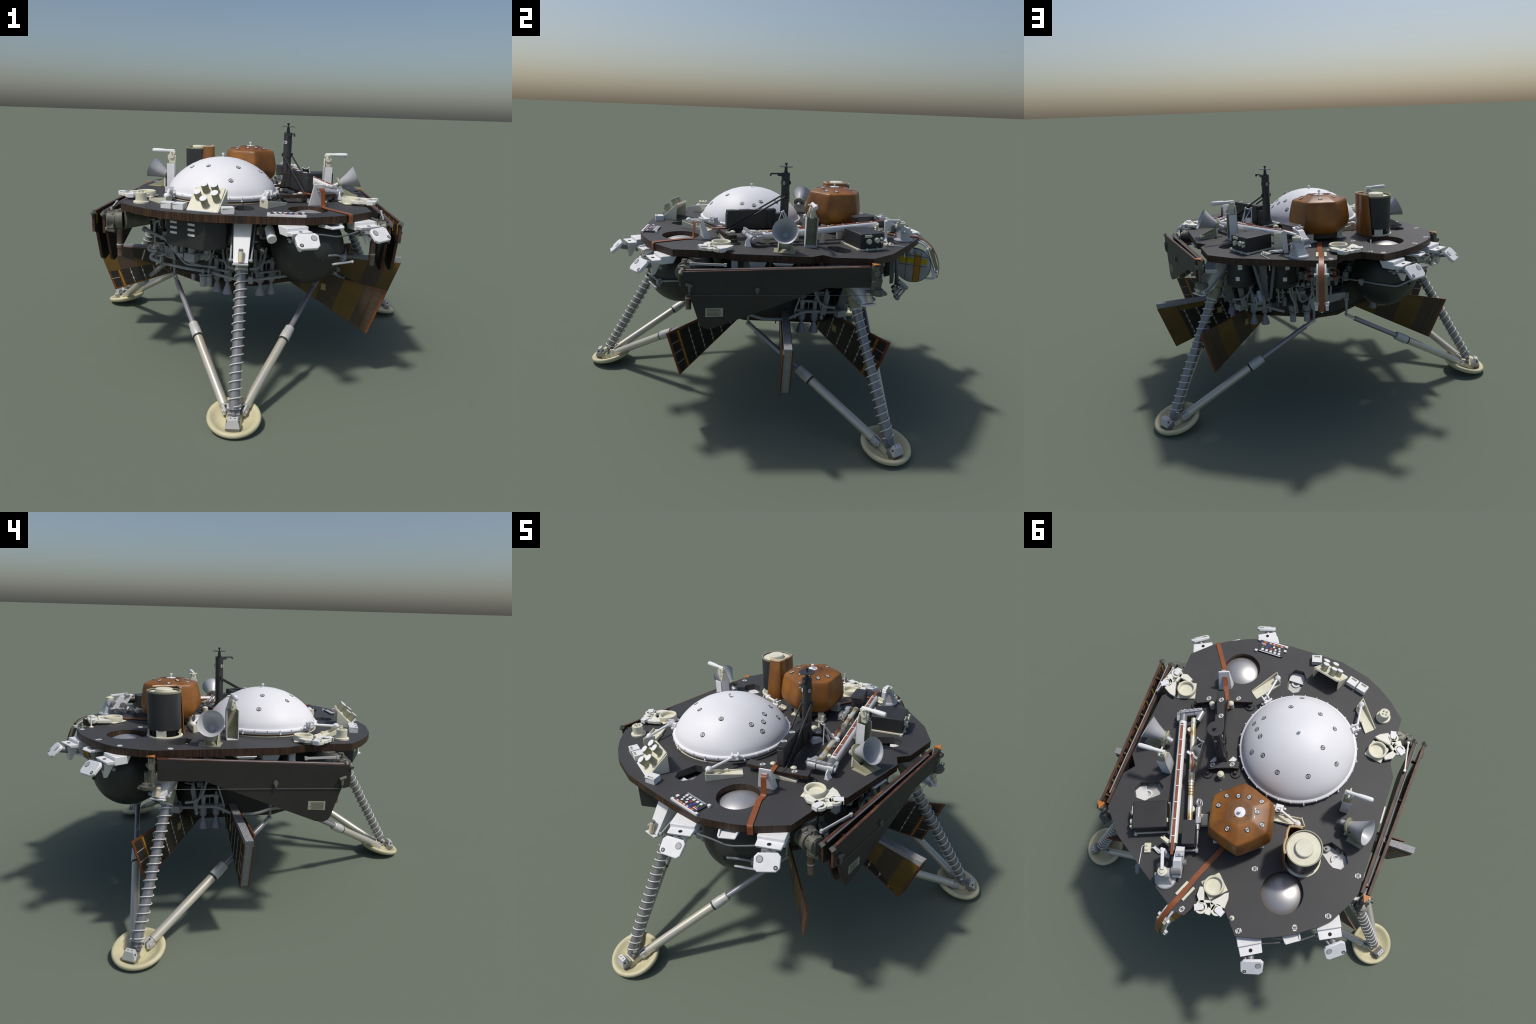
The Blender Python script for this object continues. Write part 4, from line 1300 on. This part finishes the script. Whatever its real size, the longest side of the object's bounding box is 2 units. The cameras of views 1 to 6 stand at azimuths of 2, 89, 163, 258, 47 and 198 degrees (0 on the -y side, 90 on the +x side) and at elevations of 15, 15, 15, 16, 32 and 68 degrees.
m.box(along(.090) + V((.022, -.004, 0)), (.016, .014, .006), Rl).box(along(.090) + V((-.022, -.004, 0)), (.016, .014, .006), Rl)
m.obj("leg_spring", leg)

# foot pad, tilted outwards
tilt = math.radians(13.5)
Rt = Matrix.Rotation(tilt, 3, 'X')
prof = [(.0001, .000), (.040, -.001), (.064, .003), (.082, .013), (.093, .0225), (.101, .0275), (.109, .0280), (.1145, .0240), (.1165, .0170), (.1140, .009), (.104, .000), (.075, -.009), (.040, -.013), (.0001, -.013)]
low = min((Rt @ V((r * math.cos(t * .1), r * math.sin(t * .1), z))).z for r, z in prof for t in range(63))
PADC = V((0, -.8835, -low))
m = Mesh(PAD).lathe(prof, PADC, Rt, 48)
m.obj("foot_pad", leg, smooth=60)
m = Mesh(FORK)
pt = lambda x, y, z: PADC + Rt @ V((x, y, z))
m.use(PAD).hull8([pt(-.032, -.06, .002), pt(.032, -.06, .002), pt(.036, .03, .002), pt(-.036, .03, .002)],
                 [pt(-.026, -.05, .022), pt(.026, -.05, .022), pt(.03, .024, .028), pt(-.03, .024, .028)])
m.use(FORK)
for s_ in (-1, 1):
    m.box(FOOT + V((.0125 * s_, -.002, -.004)), (.005, .026, .034), Rl)
    m.cyl(FOOT + V((.009 * s_, 0, -.004)), FOOT + V((.026 * s_, 0, -.004)), .007, n=14)
m.use(DARK_STEEL)
m.hull8([pt(-.027, -.082, .010), pt(.027, -.082, .010), pt(.031, -.040, .012), pt(-.031, -.040, .012)],
        [pt(-.031, -.084, .034), pt(.031, -.084, .034), pt(.028, -.036, .040), pt(-.028, -.036, .040)])
m.use(COLLAR).hull8([pt(-.031, -.085, .033), pt(.031, -.085, .033), pt(.026, -.050, .036), pt(-.026, -.050, .036)],
                   [pt(-.021, -.068, .066), pt(.021, -.068, .066), pt(.021, -.048, .066), pt(-.021, -.048, .066)])
m.use(MARK_BLACK)
for s_ in (-1, 1):
    m.cyl(pt(.009 * s_, -.058, .064), pt(.009 * s_, -.058, .0667), .003, n=10)
    m.cyl(pt(.0200 * s_, -.064, .051), pt(.0262 * s_, -.064, .051), .005, n=10)
m.obj("foot_joint", leg, .001)

# telescopic side braces
for s_ in (-1, 1):
    p, q = V((.0300 * s_, -.875, .052)), V((.371 * s_, -.224, .457))
    dn = (q - p).normalized()
    L_ = (q - p).length
    side = dn.cross(V((0, 0, 1))).normalized()
    nrm = side.cross(dn)
    Rr = Matrix((dn, side, nrm)).transposed()
    m = Mesh(TUBE).cyl(p + dn * .040, p + dn * .420, .0208, n=28)
    br = m.obj("side_brace", leg)
    m = Mesh(BLACK).cyl(p + dn * .416, p + dn * .426, .0226, n=28)
    m.use(COLLAR).lathe([(.0001, .425), (.0240, .425), (.0248, .429), (.0248, .469), (.0230, .474), (.0230, .498), (.020, .502), (.0001, .502)], p, dn, 28)
    m.obj("brace_collar", br) if False else m.obj("brace_collar", leg)
    m = Mesh(PISTON).cyl(p + dn * .500, p + dn * (L_ - .055), .0132, n=20)
    m.use(TUBE).box(p + dn * (L_ - .045), (.035, .016, .012), Rr)
    m.use(STEEL)
    for k in (-1, 1):
        m.box(p + dn * (L_ - .022) + side * .0075 * k, (.05, .004, .014), Rr)
    m.cyl(q - side * .014, q + side * .014, .006, n=12)
    m.use(PIPE).cyl(q, q + V((0, 0, .055)), .0065, n=12).cyl(q + V((0, 0, .05)), q + V((0, 0, .115)), .0085, n=14)
    m.cyl(q + V((0, 0, .085)), q + V((0, 0, .10)), .014, n=14)
    m.bar(q + V((0, 0, .108)), V((q.x * .86, q.y + .04, q.z + .115)), .030, .034)
    m.obj("brace_piston", leg)
    m = Mesh(COLLAR)
    m.cyl(p + dn * .032, p + dn * .043, .0175, n=20)
    hexa = [(-.006, .0), (.002, -.017), (.036, -.017), (.040, -.010), (.040, .010), (.036, .017), (.002, .017)]
    for k in (-1, 1):
        m.use(COLLAR).hull8([p + dn * a_ + nrm * b_ + side * (.006 * k) for a_, b_ in hexa], [p + dn * a_ + nrm * b_ + side * (.0155 * k) for a_, b_ in hexa])
        m.use(STEEL).cyl(p + dn * .014 + side * .0155 * k, p + dn * .014 + side * .0205 * k, .009, n=6)
    m.use(FORK).cyl(p + dn * .012 - side * .006, p + dn * .012 + side * .006, .013, n=16)
    m.obj("brace_clevis", leg, .0012)

# white wedge bracket at the leg top
m = Mesh(WHITE)
prof = [(-.575, .8225), (-.684, .660), (-.672, .652), (-.612, .668), (-.460, .8225)]
wt, wb = .041, .032
def wd(z):
    return wb + (wt - wb) * (z - .655) / (.8225 - .655)
m.hull8([V((-wd(z), y, z)) for y, z in prof], [V((wd(z), y, z)) for y, z in prof])
m.hull8([V((-.034, -.700, .652)), V((.034, -.700, .652)), V((.034, -.668, .645)), V((-.034, -.668, .645))],
        [V((-.034, -.702, .660)), V((.034, -.702, .660)), V((.034, -.668, .653)), V((-.034, -.668, .653))])
m.obj("leg_bracket", leg, .0015)
m = Mesh(BEIGE_CYL).cyl((0, -.692, .664), (0, -.676, .706), .0115, n=20)
m.use(FORK).box((0, -.673, .712), (.020, .012, .012))
m.obj("bracket_cylinder", leg, .0005)
m = Mesh(PIPE)
for s_ in (-1, 1):
    m.cyl((.045 * s_, -.668, .668), (.052 * s_, -.46, .80), .0045, n=10)
    m.ball((.045 * s_, -.670, .667), .009, 12)
    m.cyl((.034 * s_, -.670, .667), (.046 * s_, -.670, .667), .006, n=10)
    m.pipe([(.105 * s_, -.40, .66), (.095 * s_, -.43, .60), (.075 * s_, -.46, .577), (.035 * s_, -.49, .577)], .0065, 10, .025)
    m.hull8([V((.045 * s_, -.40, .54)), V((.075 * s_, -.43, .53)), V((.07 * s_, -.46, .53))],
            [V((.048 * s_, -.44, .66)), V((.06 * s_, -.44, .66)), V((.055 * s_, -.47, .63))])
m.obj("leg_stay", leg)
# mount with ring seen through the deck cut-out
m = Mesh(COLLAR).prism([(.040, -.470), (.018, -.506), (-.022, -.508), (-.046, -.475), (-.036, -.40), (-.010, -.382), (.026, -.40)], .797, .805)
m.use(WHITE).lathe([(.024, .804), (.024, .813), (.014, .813), (.014, .804)], (0, -.462, 0), I3, 28, closed=True)
m.obj("leg_mount", leg, .001)

# thruster pairs beside the leg
def thruster_pair(s_):
    m = Mesh(NOZZLE)
    spots = ((.080 * s_, -.384), (.134 * s_, -.351))
    for x, y in spots:
        m.lathe([(.0155, .530), (.0180, .522), (.0180, .490), (.0135, .482), (.0075, .476), (.0085, .470), (.0150, .452), (.0210, .432), (.0238, .4195), (.0225, .4195), (.018, .435), (.006, .470)], (x, y, 0), I3, 28)
    o = m.obj("thruster_pair", root)
    m = Mesh(PIPE)
    e = V((.054 * s_, .033, 0)).normalized()
    n_ = V((e.y, -e.x, 0)) * (1 if s_ > 0 else -1)
    c = V((.107 * s_, -.3675, 0))
    Rr = Matrix((e, -n_, V((0, 0, 1)))).transposed()
    m.box(c + V((0, 0, .535)), (.118, .040, .006), Rr)
    for k in (-1, 1):
        p = c + e * .066 * k
        m.bar(p + n_ * .022 + V((0, 0, .495)), p + n_ * .022 + V((0, 0, .545)), .009, .008, up=e)
        m.bar(p + n_ * .022 + V((0, 0, .540)), c + e * .036 * k + n_ * .016 + V((0, 0, .640)), .009, .008, up=e)
        m.bar(p - n_ * .02 + V((0, 0, .50)), p - n_ * .02 + V((0, 0, .537)), .007, .007, up=e)
        m.ball(p + n_ * .02 + V((0, 0, .505)), .010, 12)
    m.bar(c - e * .066 + n_ * .022 + V((0, 0, .538)), c + e * .066 + n_ * .022 + V((0, 0, .538)), .008, .010)
    m.use(VOID).box(c - n_ * .03 + V((0, 0, .567)), (.10, .01, .062), Rr)
    m.use(PIPE)
    for x, y in spots:
        q = V((x, y, 0)) + n_ * .004
        m.cyl(q + V((0, 0, .538)), q + V((0, 0, .568)), .0115, n=16).cyl(q + V((0, 0, .568)), q + V((0, 0, .590)), .0135, n=16)
        m.cyl(q + V((0, 0, .59)), q + V((0, 0, .604)), .006, n=10)
    m.bar(c - e * .03 + V((0, 0, .582)), c + e * .03 + V((0, 0, .582)), .012, .012)
    m.box(c + V((0, 0, .56)), (.004, .01, .045), Rr)
    m.obj("thruster_bracket", o, .0008)
    return o
pairs = [thruster_pair(1), thruster_pair(-1)]
for a in (120, 240):
    copy_tree(leg, about_axis(a), root)
    for t in pairs:
        copy_tree(t, about_axis(a), root)

# ----------------------------------------------------------------------------
# white shelf brackets with tilting mirror plates (front pair, turned for the rear)
# ----------------------------------------------------------------------------
def mirror_bracket(sl, sr, corners, big, small):
    sl, sr = V(sl), V(sr)
    e = (sr - sl)
    w = e.length
    e.normalize()
    n_ = V((e.y, -e.x, 0)).normalized()
    Rr = Matrix((e, -n_, V((0, 0, 1)))).transposed()
    mid = (sl + sr) / 2
    mid.z = 0
    m = Mesh(WHITE)
    m.hull8([mid + e * a * w / 2 + n_ * b + V((0, 0, .785)) for a, b in ((-1, -.06), (1, -.06), (1, .002), (-1, .002))],
            [mid + e * a * w / 2 + n_ * b + V((0, 0, .8225)) for a, b in ((-1, -.08), (1, -.08), (1, .000), (-1, .000))])
    m.hull8([mid + e * a * w / 2 + n_ * b + V((0, 0, z)) for a, b, z in ((-.96, -.03, .787), (.96, -.03, .787), (.9, .034, .792), (-.9, .034, .792))],
            [mid + e * a * w / 2 + n_ * b + V((0, 0, .8075)) for a, b in ((-1, -.03), (1, -.03), (.94, .042), (-.94, .042))])
    m.hull8([mid + e * -.004 + n_ * .014 + V((0, 0, .722)), mid + e * .004 + n_ * .014 + V((0, 0, .722)), mid + e * .004 + n_ * .03 + V((0, 0, .722)), mid - e * .004 + n_ * .03 + V((0, 0, .722))],
            [mid + e * -.03 + n_ * -.012 + V((0, 0, .79)), mid + e * .03 - n_ * .012 + V((0, 0, .79)), mid + e * .03 + n_ * .036 + V((0, 0, .79)), mid - e * .03 + n_ * .036 + V((0, 0, .79))])
    o = m.obj("mirror_bracket", root, .003)
    m = Mesh(VOID).cyl(mid + n_ * .022 + V((0, 0, .800)), mid + n_ * .022 + V((0, 0, .8085)), .0085, n=20)
    m.use(FORK)
    pc = sum((V(c) for c in corners), V()) / 4
    pq = pc - n_ * .030 + V((0, 0, -.004))
    m.cyl(mid + n_ * .020 + V((0, 0, .772)), pq, .016, n=20)
    m.cyl(mid + n_ * .020 - e * .03 + V((0, 0, .775)), pq - e * .022, .007, n=14)
    m.use(PIPE)
    m.pipe([mid - n_ * .045 - e * .02 + V((0, 0, .765)), mid + n_ * .0 - e * .02 + V((0, 0, .765)), mid + n_ * .02 - e * .015 + V((0, 0, .77))], .005)
    m.ball(mid - n_ * .01 + e * .02 + V((0, 0, .76)), .009, 12).ball(mid - n_ * .01 - e * .03 + V((0, 0, .762)), .008, 12)
    m.obj("bracket_swivel", o)
    # plate with clipped corners
    tl, tr, br, bl = [V(c) for c in corners]
    cc = (tl + tr + br + bl) / 4
    grow = lambda p: cc + (p - cc) * 1.09
    tl, tr, br, bl = map(grow, (tl, tr, br, bl))
    def clip(a, b, k): return a + (b - a).normalized() * k
    pts = [clip(tl, bl, .014), clip(tl, tr, .014), clip(tr, tl, .014), clip(tr, br, .014), clip(br, tr, .014), clip(br, bl, .014), clip(bl, br, .014), clip(bl, tl, .014)]
    nn = (tr - tl).cross(bl - tl).normalized()
    if nn.dot(n_) < 0:
        nn = -nn
    m = Mesh(WHITE)
    m.hull8([p - nn * .016 for p in pts], pts)
    m.obj("mirror_plate", o, .004, seg=3)
    m = Mesh(LENS)
    for p, r in ((V(big), .0135), (V(small), .0085)):
        p = p - nn * ((p - cc).dot(nn))
        m.use(MARK_BLACK).cyl(p - nn * .003, p + nn * .0006, r, n=28)
        m.use(LENS).cyl(p - nn * .003, p + nn * .0014, r * (.86 if r > .01 else .5), n=28)
    m.obj("mirror_lens", o)
    return o
mb = [mirror_bracket((.192, -.707, .809), (.285, -.653, .809), ((.227, -.758, .809), (.317, -.726, .811), (.328, -.777, .763), (.242, -.803, .762)), (.304, -.753, .798), (.254, -.794, .776)),
      mirror_bracket((.502, -.522, .809), (.601, -.469, .809), ((.558, -.585, .806), (.631, -.525, .810), (.659, -.565, .764), (.588, -.622, .760)), (.585, -.590, .797), (.646, -.567, .775))]
for o in mb:
    copy_tree(o, about_axis(180), root)
# small shelf between them
m = Mesh(WHITE)
e = V((.82, .57, 0)).normalized()
n_ = V((e.y, -e.x, 0))
c = V((.400, -.580, 0))
Rr = Matrix((e, -n_, V((0, 0, 1)))).transposed()
m.hull8([c + e * a + n_ * b + V((0, 0, .806)) for a, b in ((-.05, -.05), (.05, -.05), (.034, .030), (-.034, .030))],
        [c + e * a + n_ * b + V((0, 0, .811)) for a, b in ((-.05, -.05), (.05, -.05), (.034, .030), (-.034, .030))])
for k in (-1, 1):
    m.hull8([c + e * (.040 * k - .004) + n_ * -.05 + V((0, 0, .811)), c + e * (.040 * k + .004) - n_ * .05 + V((0, 0, .811)), c + e * (.034 * k + .004) + n_ * .026 + V((0, 0, .811)), c + e * (.034 * k - .004) + n_ * .026 + V((0, 0, .811))],
            [c + e * (.040 * k - .004) + n_ * -.05 + V((0, 0, .8225)), c + e * (.040 * k + .004) - n_ * .05 + V((0, 0, .8225)), c + e * (.034 * k + .004) + n_ * .022 + V((0, 0, .816)), c + e * (.034 * k - .004) + n_ * .022 + V((0, 0, .816))])
shelf = m.obj("deck_shelf", root, .001)
copy_tree(shelf, about_axis(180), root)
m = Mesh(DARK_PIPE)
m.tube(fillet([(.27, -.66, .79), (.34, -.63, .785), (.42, -.60, .77), (.50, -.54, .78), (.54, -.50, .79)], .03), .004)
rail = m.obj("cable_rail", root)
copy_tree(rail, about_axis(180), root)
m = Mesh(WHITE)
m.cyl((.405, -.565, .637), (.50, -.515, .640), .0052, n=12).ball((.50, -.515, .640), .0075, 12)
m.obj("sway_rod", root)

# ----------------------------------------------------------------------------
# folded solar arrays standing along both sides (right side, mirrored left)
# ----------------------------------------------------------------------------
def array_panel(s_, x_front, x_rear, yoff, z_off):
    """Tall panel in the (y, z) plane with the drooping flap near its front end."""
    def P(y, z, off=0.0):
        t = (y + .35) / .84
        return V((s_ * (x_front + (x_rear - x_front) * t + off), y, z + z_off))
    out = [(-.357, .798), (.490, .833), (.490, .737), (.292, .734), (-.205, .538), (-.240, .532), (-.264, .541), (-.275, .556), (-.318, .690), (-.357, .698)]
    m = Mesh(RIM_BROWN)
    m.hull8([P(y, z, -.006) for y, z in out], [P(y, z, .006) for y, z in out])
    cy, cz = 0.05, .70
    ins = [(y + (cy - y) * .006, z + (cz - z) * .012) for y, z in out]
    m.use(PANEL)
    for k in (-1, 1):
        m.hull8([P(y, z, k * .004) for y, z in ins], [P(y, z, k * .0072) for y, z in ins])
    return m, P
for s_ in (1, -1):
    m, P = array_panel(s_, .741, .677, 0, 0)
    pan = m.obj("solar_array_panel", root)
    g = Mesh(RIM_BROWN)
    rng = random.Random(5)
    m2, P2 = array_panel(s_, .690, .645, 0, -.004)
    m2.obj("inner_array_panel", pan)
    # cell wiring on the inner face of the outer leaf, and the hinge rail
    g.use(FRAME)
    for i in range(11):
        y = -.33 + .078 * i
        zz = .795 + (y + .35) * .0417
        g.use(GOLD).bar(P(y, zz - .008, -.0075), P(y, zz - .06, -.0075), .010, .003, up=(1, 0, 0))
        g.use(FRAME).bar(P(y + .02, zz - .012, -.0075), P(y + .055, zz - .012, -.0075), .012, .003, up=(1, 0, 0))
        if i % 3 == 1:
            g.use(RIM_BROWN).bar(P2(y, zz - .03, .006), P(y, zz - .03, -.006), .006, .03)
    g.use(RAIL_GREY).cyl(P2(-.34, .797, .012), P2(.44, .829, .012), .0042, n=10)
    g.use(GIMBAL).cyl(P(-.357, .798, -.008), P(-.357, .786, .008), .012, n=12).cyl(P2(-.357, .796, -.008), P2(-.357, .784, .008), .012, n=12)
    g.obj("array_rib", pan)
    g = Mesh(GIMBAL)
    g.cyl(P(-.019, .722, .004), P(-.019, .722, .016), .011, n=16).box(P(-.019, .714, .012), (.012, .010, .02))
    g.box(P(-.318, .725, .012), (.012, .012, .03)).cyl(P(-.335, .745, .010), P(-.305, .735, .014), .008, n=12)
    g.cyl(P(-.318, .73, .012), P(-.318, .695, .012), .004, n=8)
    g.use(DARK_PIPE).cyl(P(-.32, .692, .010), P(.50, .700, .010), .0011, n=6)
    g.obj("array_latch", pan)
    g = Mesh(LABEL)
    lab = [(-.248, .632), (-.169, .634), (-.169, .593), (-.248, .590)]
    g.hull8([P(y, z, .006) for y, z in lab], [P(y, z, .0088) for y, z in lab])
    g.use(INK)
    rng = random.Random(9)
    for r_ in range(6):
        z = .626 - .0058 * r_
        w = rng.uniform(.052, .064)
        g.bar(P(-.240, z, .0090), P(-.240 + w, z, .0090), .0022, .0012, up=(1, 0, 0))
    g.obj("array_label", pan)
    # gimbal at the front end
    g = Mesh(GIMBAL)
    X = lambda x, y, z: V((s_ * x, y, z))
    g.cyl(X(.50, -.27, .765), X(.60, -.345, .765), .040, .050, n=28)
    g.cyl(X(.60, -.345, .765), X(.632, -.352, .765), .047, n=28)
    g.cyl(X(.632, -.353, .768), X(.672, -.360, .770), .036, n=24)
    g.box(X(.650, -.357, .760), (.04, .05, .075), rotz(10 * s_))
    g.cyl(X(.63, -.37, .712), X(.68, -.36, .716), .012, n=16)
    g.cyl(X(.60, -.36, .80), X(.60, -.36, .818), .014, n=16).cyl(X(.645, -.35, .795), X(.645, -.35, .828), .006, n=10)
    g.box(X(.62, -.36, .805), (.03, .02, .014), rotz(25 * s_))
    gim = g.obj("array_gimbal", root, .002)
    g = Mesh(GIMBAL_BROWN).cyl(X(.619, -.34, .735), X(.619, -.34, .70), .017, n=20)
    g.cyl(X(.619, -.34, .70), X(.619, -.34, .635), .0145, n=20)
    g.use(COLLAR).cyl(X(.619, -.34, .640), X(.619, -.34, .634), .0165, n=20)
    g.use(GIMBAL_BROWN).cyl(X(.619, -.34, .634), X(.619, -.34, .618), .016, n=20).cyl(X(.619, -.34, .618), X(.619, -.34, .580), .0135, n=18)
    g.obj("gimbal_motor", gim)
    g = Mesh(COLLAR).bar(X(.658, -.324, .812), X(.678, -.166, .817), .006, .010).box(X(.678, -.166, .817), (.012, .012, .014)).box(X(.658, -.324, .812), (.012, .012, .014))
    g.obj("gimbal_link", gim)
    # release mechanism at the rear end
    g = Mesh(GIMBAL)
    g.box(X(.664, .512, .775), (.022, .03, .12)).cyl(X(.668, .515, .70), X(.668, .515, .835), .010, n=14)
    g.cyl(X(.650, .525, .80), X(.690, .515, .80), .013, n=14)
    g.lathe([(.0001, .695), (.028, .698), (.034, .708), (.034, .716), (.026, .718), (.024, .726), (.0001, .728)], X(.668, .531, 0), I3, 24)
    g.cyl(X(.700, .50, .765), X(.712, .50, .765), .010, n=14)
    g.box(X(.655, .535, .745), (.03, .02, .05)).cyl(X(.668, .56, .712), X(.668, .57, .70), .008, n=10)
    g.use(ORANGE).prism([(s_ * .690, .497), (s_ * .650, .497), (s_ * .664, .535)], .840, .844)
    g.use(COLLAR).box(X(.615, .515, .775), (.06, .018, .020))
    g.obj("array_release", pan)

# ----------------------------------------------------------------------------
# radiating solar blades under the body
# ----------------------------------------------------------------------------
ZA = .517
def edge_z(r, lowe):
    return -.0 - .045 * r if not lowe else -.012 - .3435 * r
BL = [(.03, -.001), (.868, -.038), (.781, -.279), (.03, -.016)]
def blade(cells_side, thick=.006):
    """One gore in its own frame: x outwards, z up; cells on +y or -y."""
    m = Mesh(FRAME)
    m.hull8([V((x, -thick / 2, z)) for x, z in BL], [V((x, thick / 2, z)) for x, z in BL])
    def at(t, s):          # t along (0 hub .. 1 rim), s from bottom 0 to top 1
        top = V((BL[0][0] + (BL[1][0] - BL[0][0]) * t, 0, BL[0][1] + (BL[1][1] - BL[0][1]) * t))
        bot = V((BL[3][0] + (BL[2][0] - BL[3][0]) * t, 0, BL[3][1] + (BL[2][1] - BL[3][1]) * t))
        return bot.lerp(top, s)
    c = cells_side
    def patch(mt, t0, t1, s0, s1, y):
        m.use(mt)
        q = [at(t0, s0), at(t1, s0), at(t1, s1), at(t0, s1)]
        off = V((0, y, 0))
        m.hull8([p + off for p in q], [p + V((0, c * thick * .3 if y * c > 0 else -c * thick * .3, 0)) for p in q])
    y = c * (thick / 2 + .0010)
    patch(CELL, .02, .905, .035, .955, y)
    for i in range(4):
        patch(CELL, .932, .985, .04 + .235 * i, .255 + .235 * i, y)
    m.use(GOLD)
    ywire = c * (thick / 2 + .0013)
    def wire(mt, t0, s0, t1, s1, w):
        m.use(mt).bar(at(t0, s0) + V((0, ywire, 0)), at(t1, s1) + V((0, ywire, 0)), w, .0016, up=(0, 1, 0))
    wire(GOLD, .918, .02, .918, .97, .0065)
    for t in (.26, .37, .475, .575, .665, .75, .835):
        wire(WIRE, t, .05, t, .93, .0026)
        for s in (.17, .33, .50, .67, .83):
            m.use(WIRE).box(at(t, s) + V((0, ywire, 0)), (.010, .0018, .006)).box(at(t, s) + V((0, ywire, 0)), (.004, .002, .014))
    for s in (.265, .50, .735):
        wire(WIRE, .93, s, .99, s, .0022)
    for i in range(7):
        wire(EDGE_BROWN, .05, .12 * i + .1, .9, .12 * i + .1, .0012)
    # small square window
    m.use(GOLD).box(at(.605, .55) + V((0, ywire * 1.05, 0)), (.030, .002, .036))
    m.use(LABEL).box(at(.605, .55) + V((0, ywire * 1.15, 0)), (.020, .002, .025))
    # amber and umber banded back
    edges = [.02, .18, .30, .44, .58, .72, .86, .985]
    for i in range(7):
        patch(BACK_A if i % 2 else BACK_B, edges[i], edges[i + 1], .015, .985, -y)
    m.use(GOLD).box(at(.605, .55) + V((0, -y * 1.05, 0)), (.030, .002, .036))
    m.use(LABEL).box(at(.605, .55) + V((0, -y * 1.2, 0)), (.020, .002, .025))
    m.use(RIM_BROWN).bar(at(.93, .05) + V((0, -y, 0)), at(.93, .95) + V((0, -y, 0)), .006, .001, up=(0, 1, 0))
    return m
def place_blade(o, deg, dz=0.0, k=1.0):
    a = math.radians(deg)
    M = Matrix.Translation((0, .068, ZA + dz)) @ Matrix.Rotation(a, 4, 'Z') @ Matrix.Diagonal((k, 1, 1, 1))
    o.matrix_local = M
b_plus = blade(1).obj("solar_blade", root)       # cells on the counter-clockwise face
b_minus = blade(-1).obj("solar_blade", root)     # cells on the clockwise face
place_blade(b_plus, -36.1, 0, .980)
place_blade(b_minus, 37.2, 0, 1.02)
o = copy_tree(b_plus, Matrix.Identity(4), root)
place_blade(o, 142.4, -.009, 1.02)
# reversed blade lying along the left stack, rim end towards the middle
rv = b_minus.copy()
bpy.context.scene.collection.objects.link(rv)
rv.parent = root
rv.matrix_local = Matrix.Translation((-.845, .0885, ZA + .004)) @ Matrix.Rotation(math.radians(0.5), 4, 'Z')

def gore_plate(mt, pts, y, t):
    m = Mesh(mt)
    return m.hull8([V((x, y - t / 2, z)) for x, z in pts], [V((x, y + t / 2, z)) for x, z in pts])

def stack(s_):
    """Pile of folded gores seen edge on; its faces show a banded back folded over the cells."""
    m = Mesh(STACK_GREY)
    pts = [(.03, -.004), (.877, -.009), (.782, -.267), (.03, -.018)]
    n = 11
    for i in range(n):
        y0 = -.0175 + .035 * i / n
        dz = .0015 * (i % 2)
        m.hull8([V((x - dz, y0, z - dz)) for x, z in pts], [V((x - dz, y0 + .035 / n - .0004, z - dz)) for x, z in pts])
    o = m.obj("blade_stack", root, smooth=20)
    for c, y in ((-1, -.0190), (1, .0190)):
        m = blade(c, .003)
        yo = c * .0030
        def at(t, s):
            top = V((BL[0][0] + (BL[1][0] - BL[0][0]) * t, 0, BL[0][1] + (BL[1][1] - BL[0][1]) * t))
            bot = V((BL[3][0] + (BL[2][0] - BL[3][0]) * t, 0, BL[3][1] + (BL[2][1] - BL[3][1]) * t))
            return bot.lerp(top, s)
        # the folded-back gore: bands that cover the upper and outer part
        near_front = (c < 0) == (s_ > 0)          # the face turned to -y
        if near_front:
            cut = [(.02, .45), (.35, .46), (.60, .46), (.78, .28), (.90, .12), (.995, .0)] if s_ > 0 else [(.02, .5), (.35, .5), (.60, .48), (.78, .46), (.90, .45), (.995, .44)]
        else:
            cut = [(.02, .87), (.35, .87), (.60, .86), (.865, .85), (.87, .02), (.995, .0)] if s_ > 0 else []
        for k in range(len(cut) - 1):
            (t0, s0), (t1, s1) = cut[k], cut[k + 1]
            if t1 - t0 < .008:
                continue
            if not near_front and k == 4:
                s0 = .02
            m.use(BACK_A if k % 2 == 0 else BACK_B)
            q = [at(t0, s0), at(t1, s1), at(t1, 1.0), at(t0, 1.0)]
            m.hull8([p + V((0, yo * .9, 0)) for p in q], [p + V((0, yo * 1.35, 0)) for p in q])
        k = m.obj("stack_face", o)
        k.matrix_local = Matrix.Translation((.003, y, .0))
    return o
st = stack(1)
st.matrix_local = Matrix.Translation((0, .1235, ZA))
st2 = stack(-1)
st2.matrix_local = Matrix.Translation((0, .1215, ZA + .013)) @ Matrix.Rotation(math.pi, 4, 'Z')
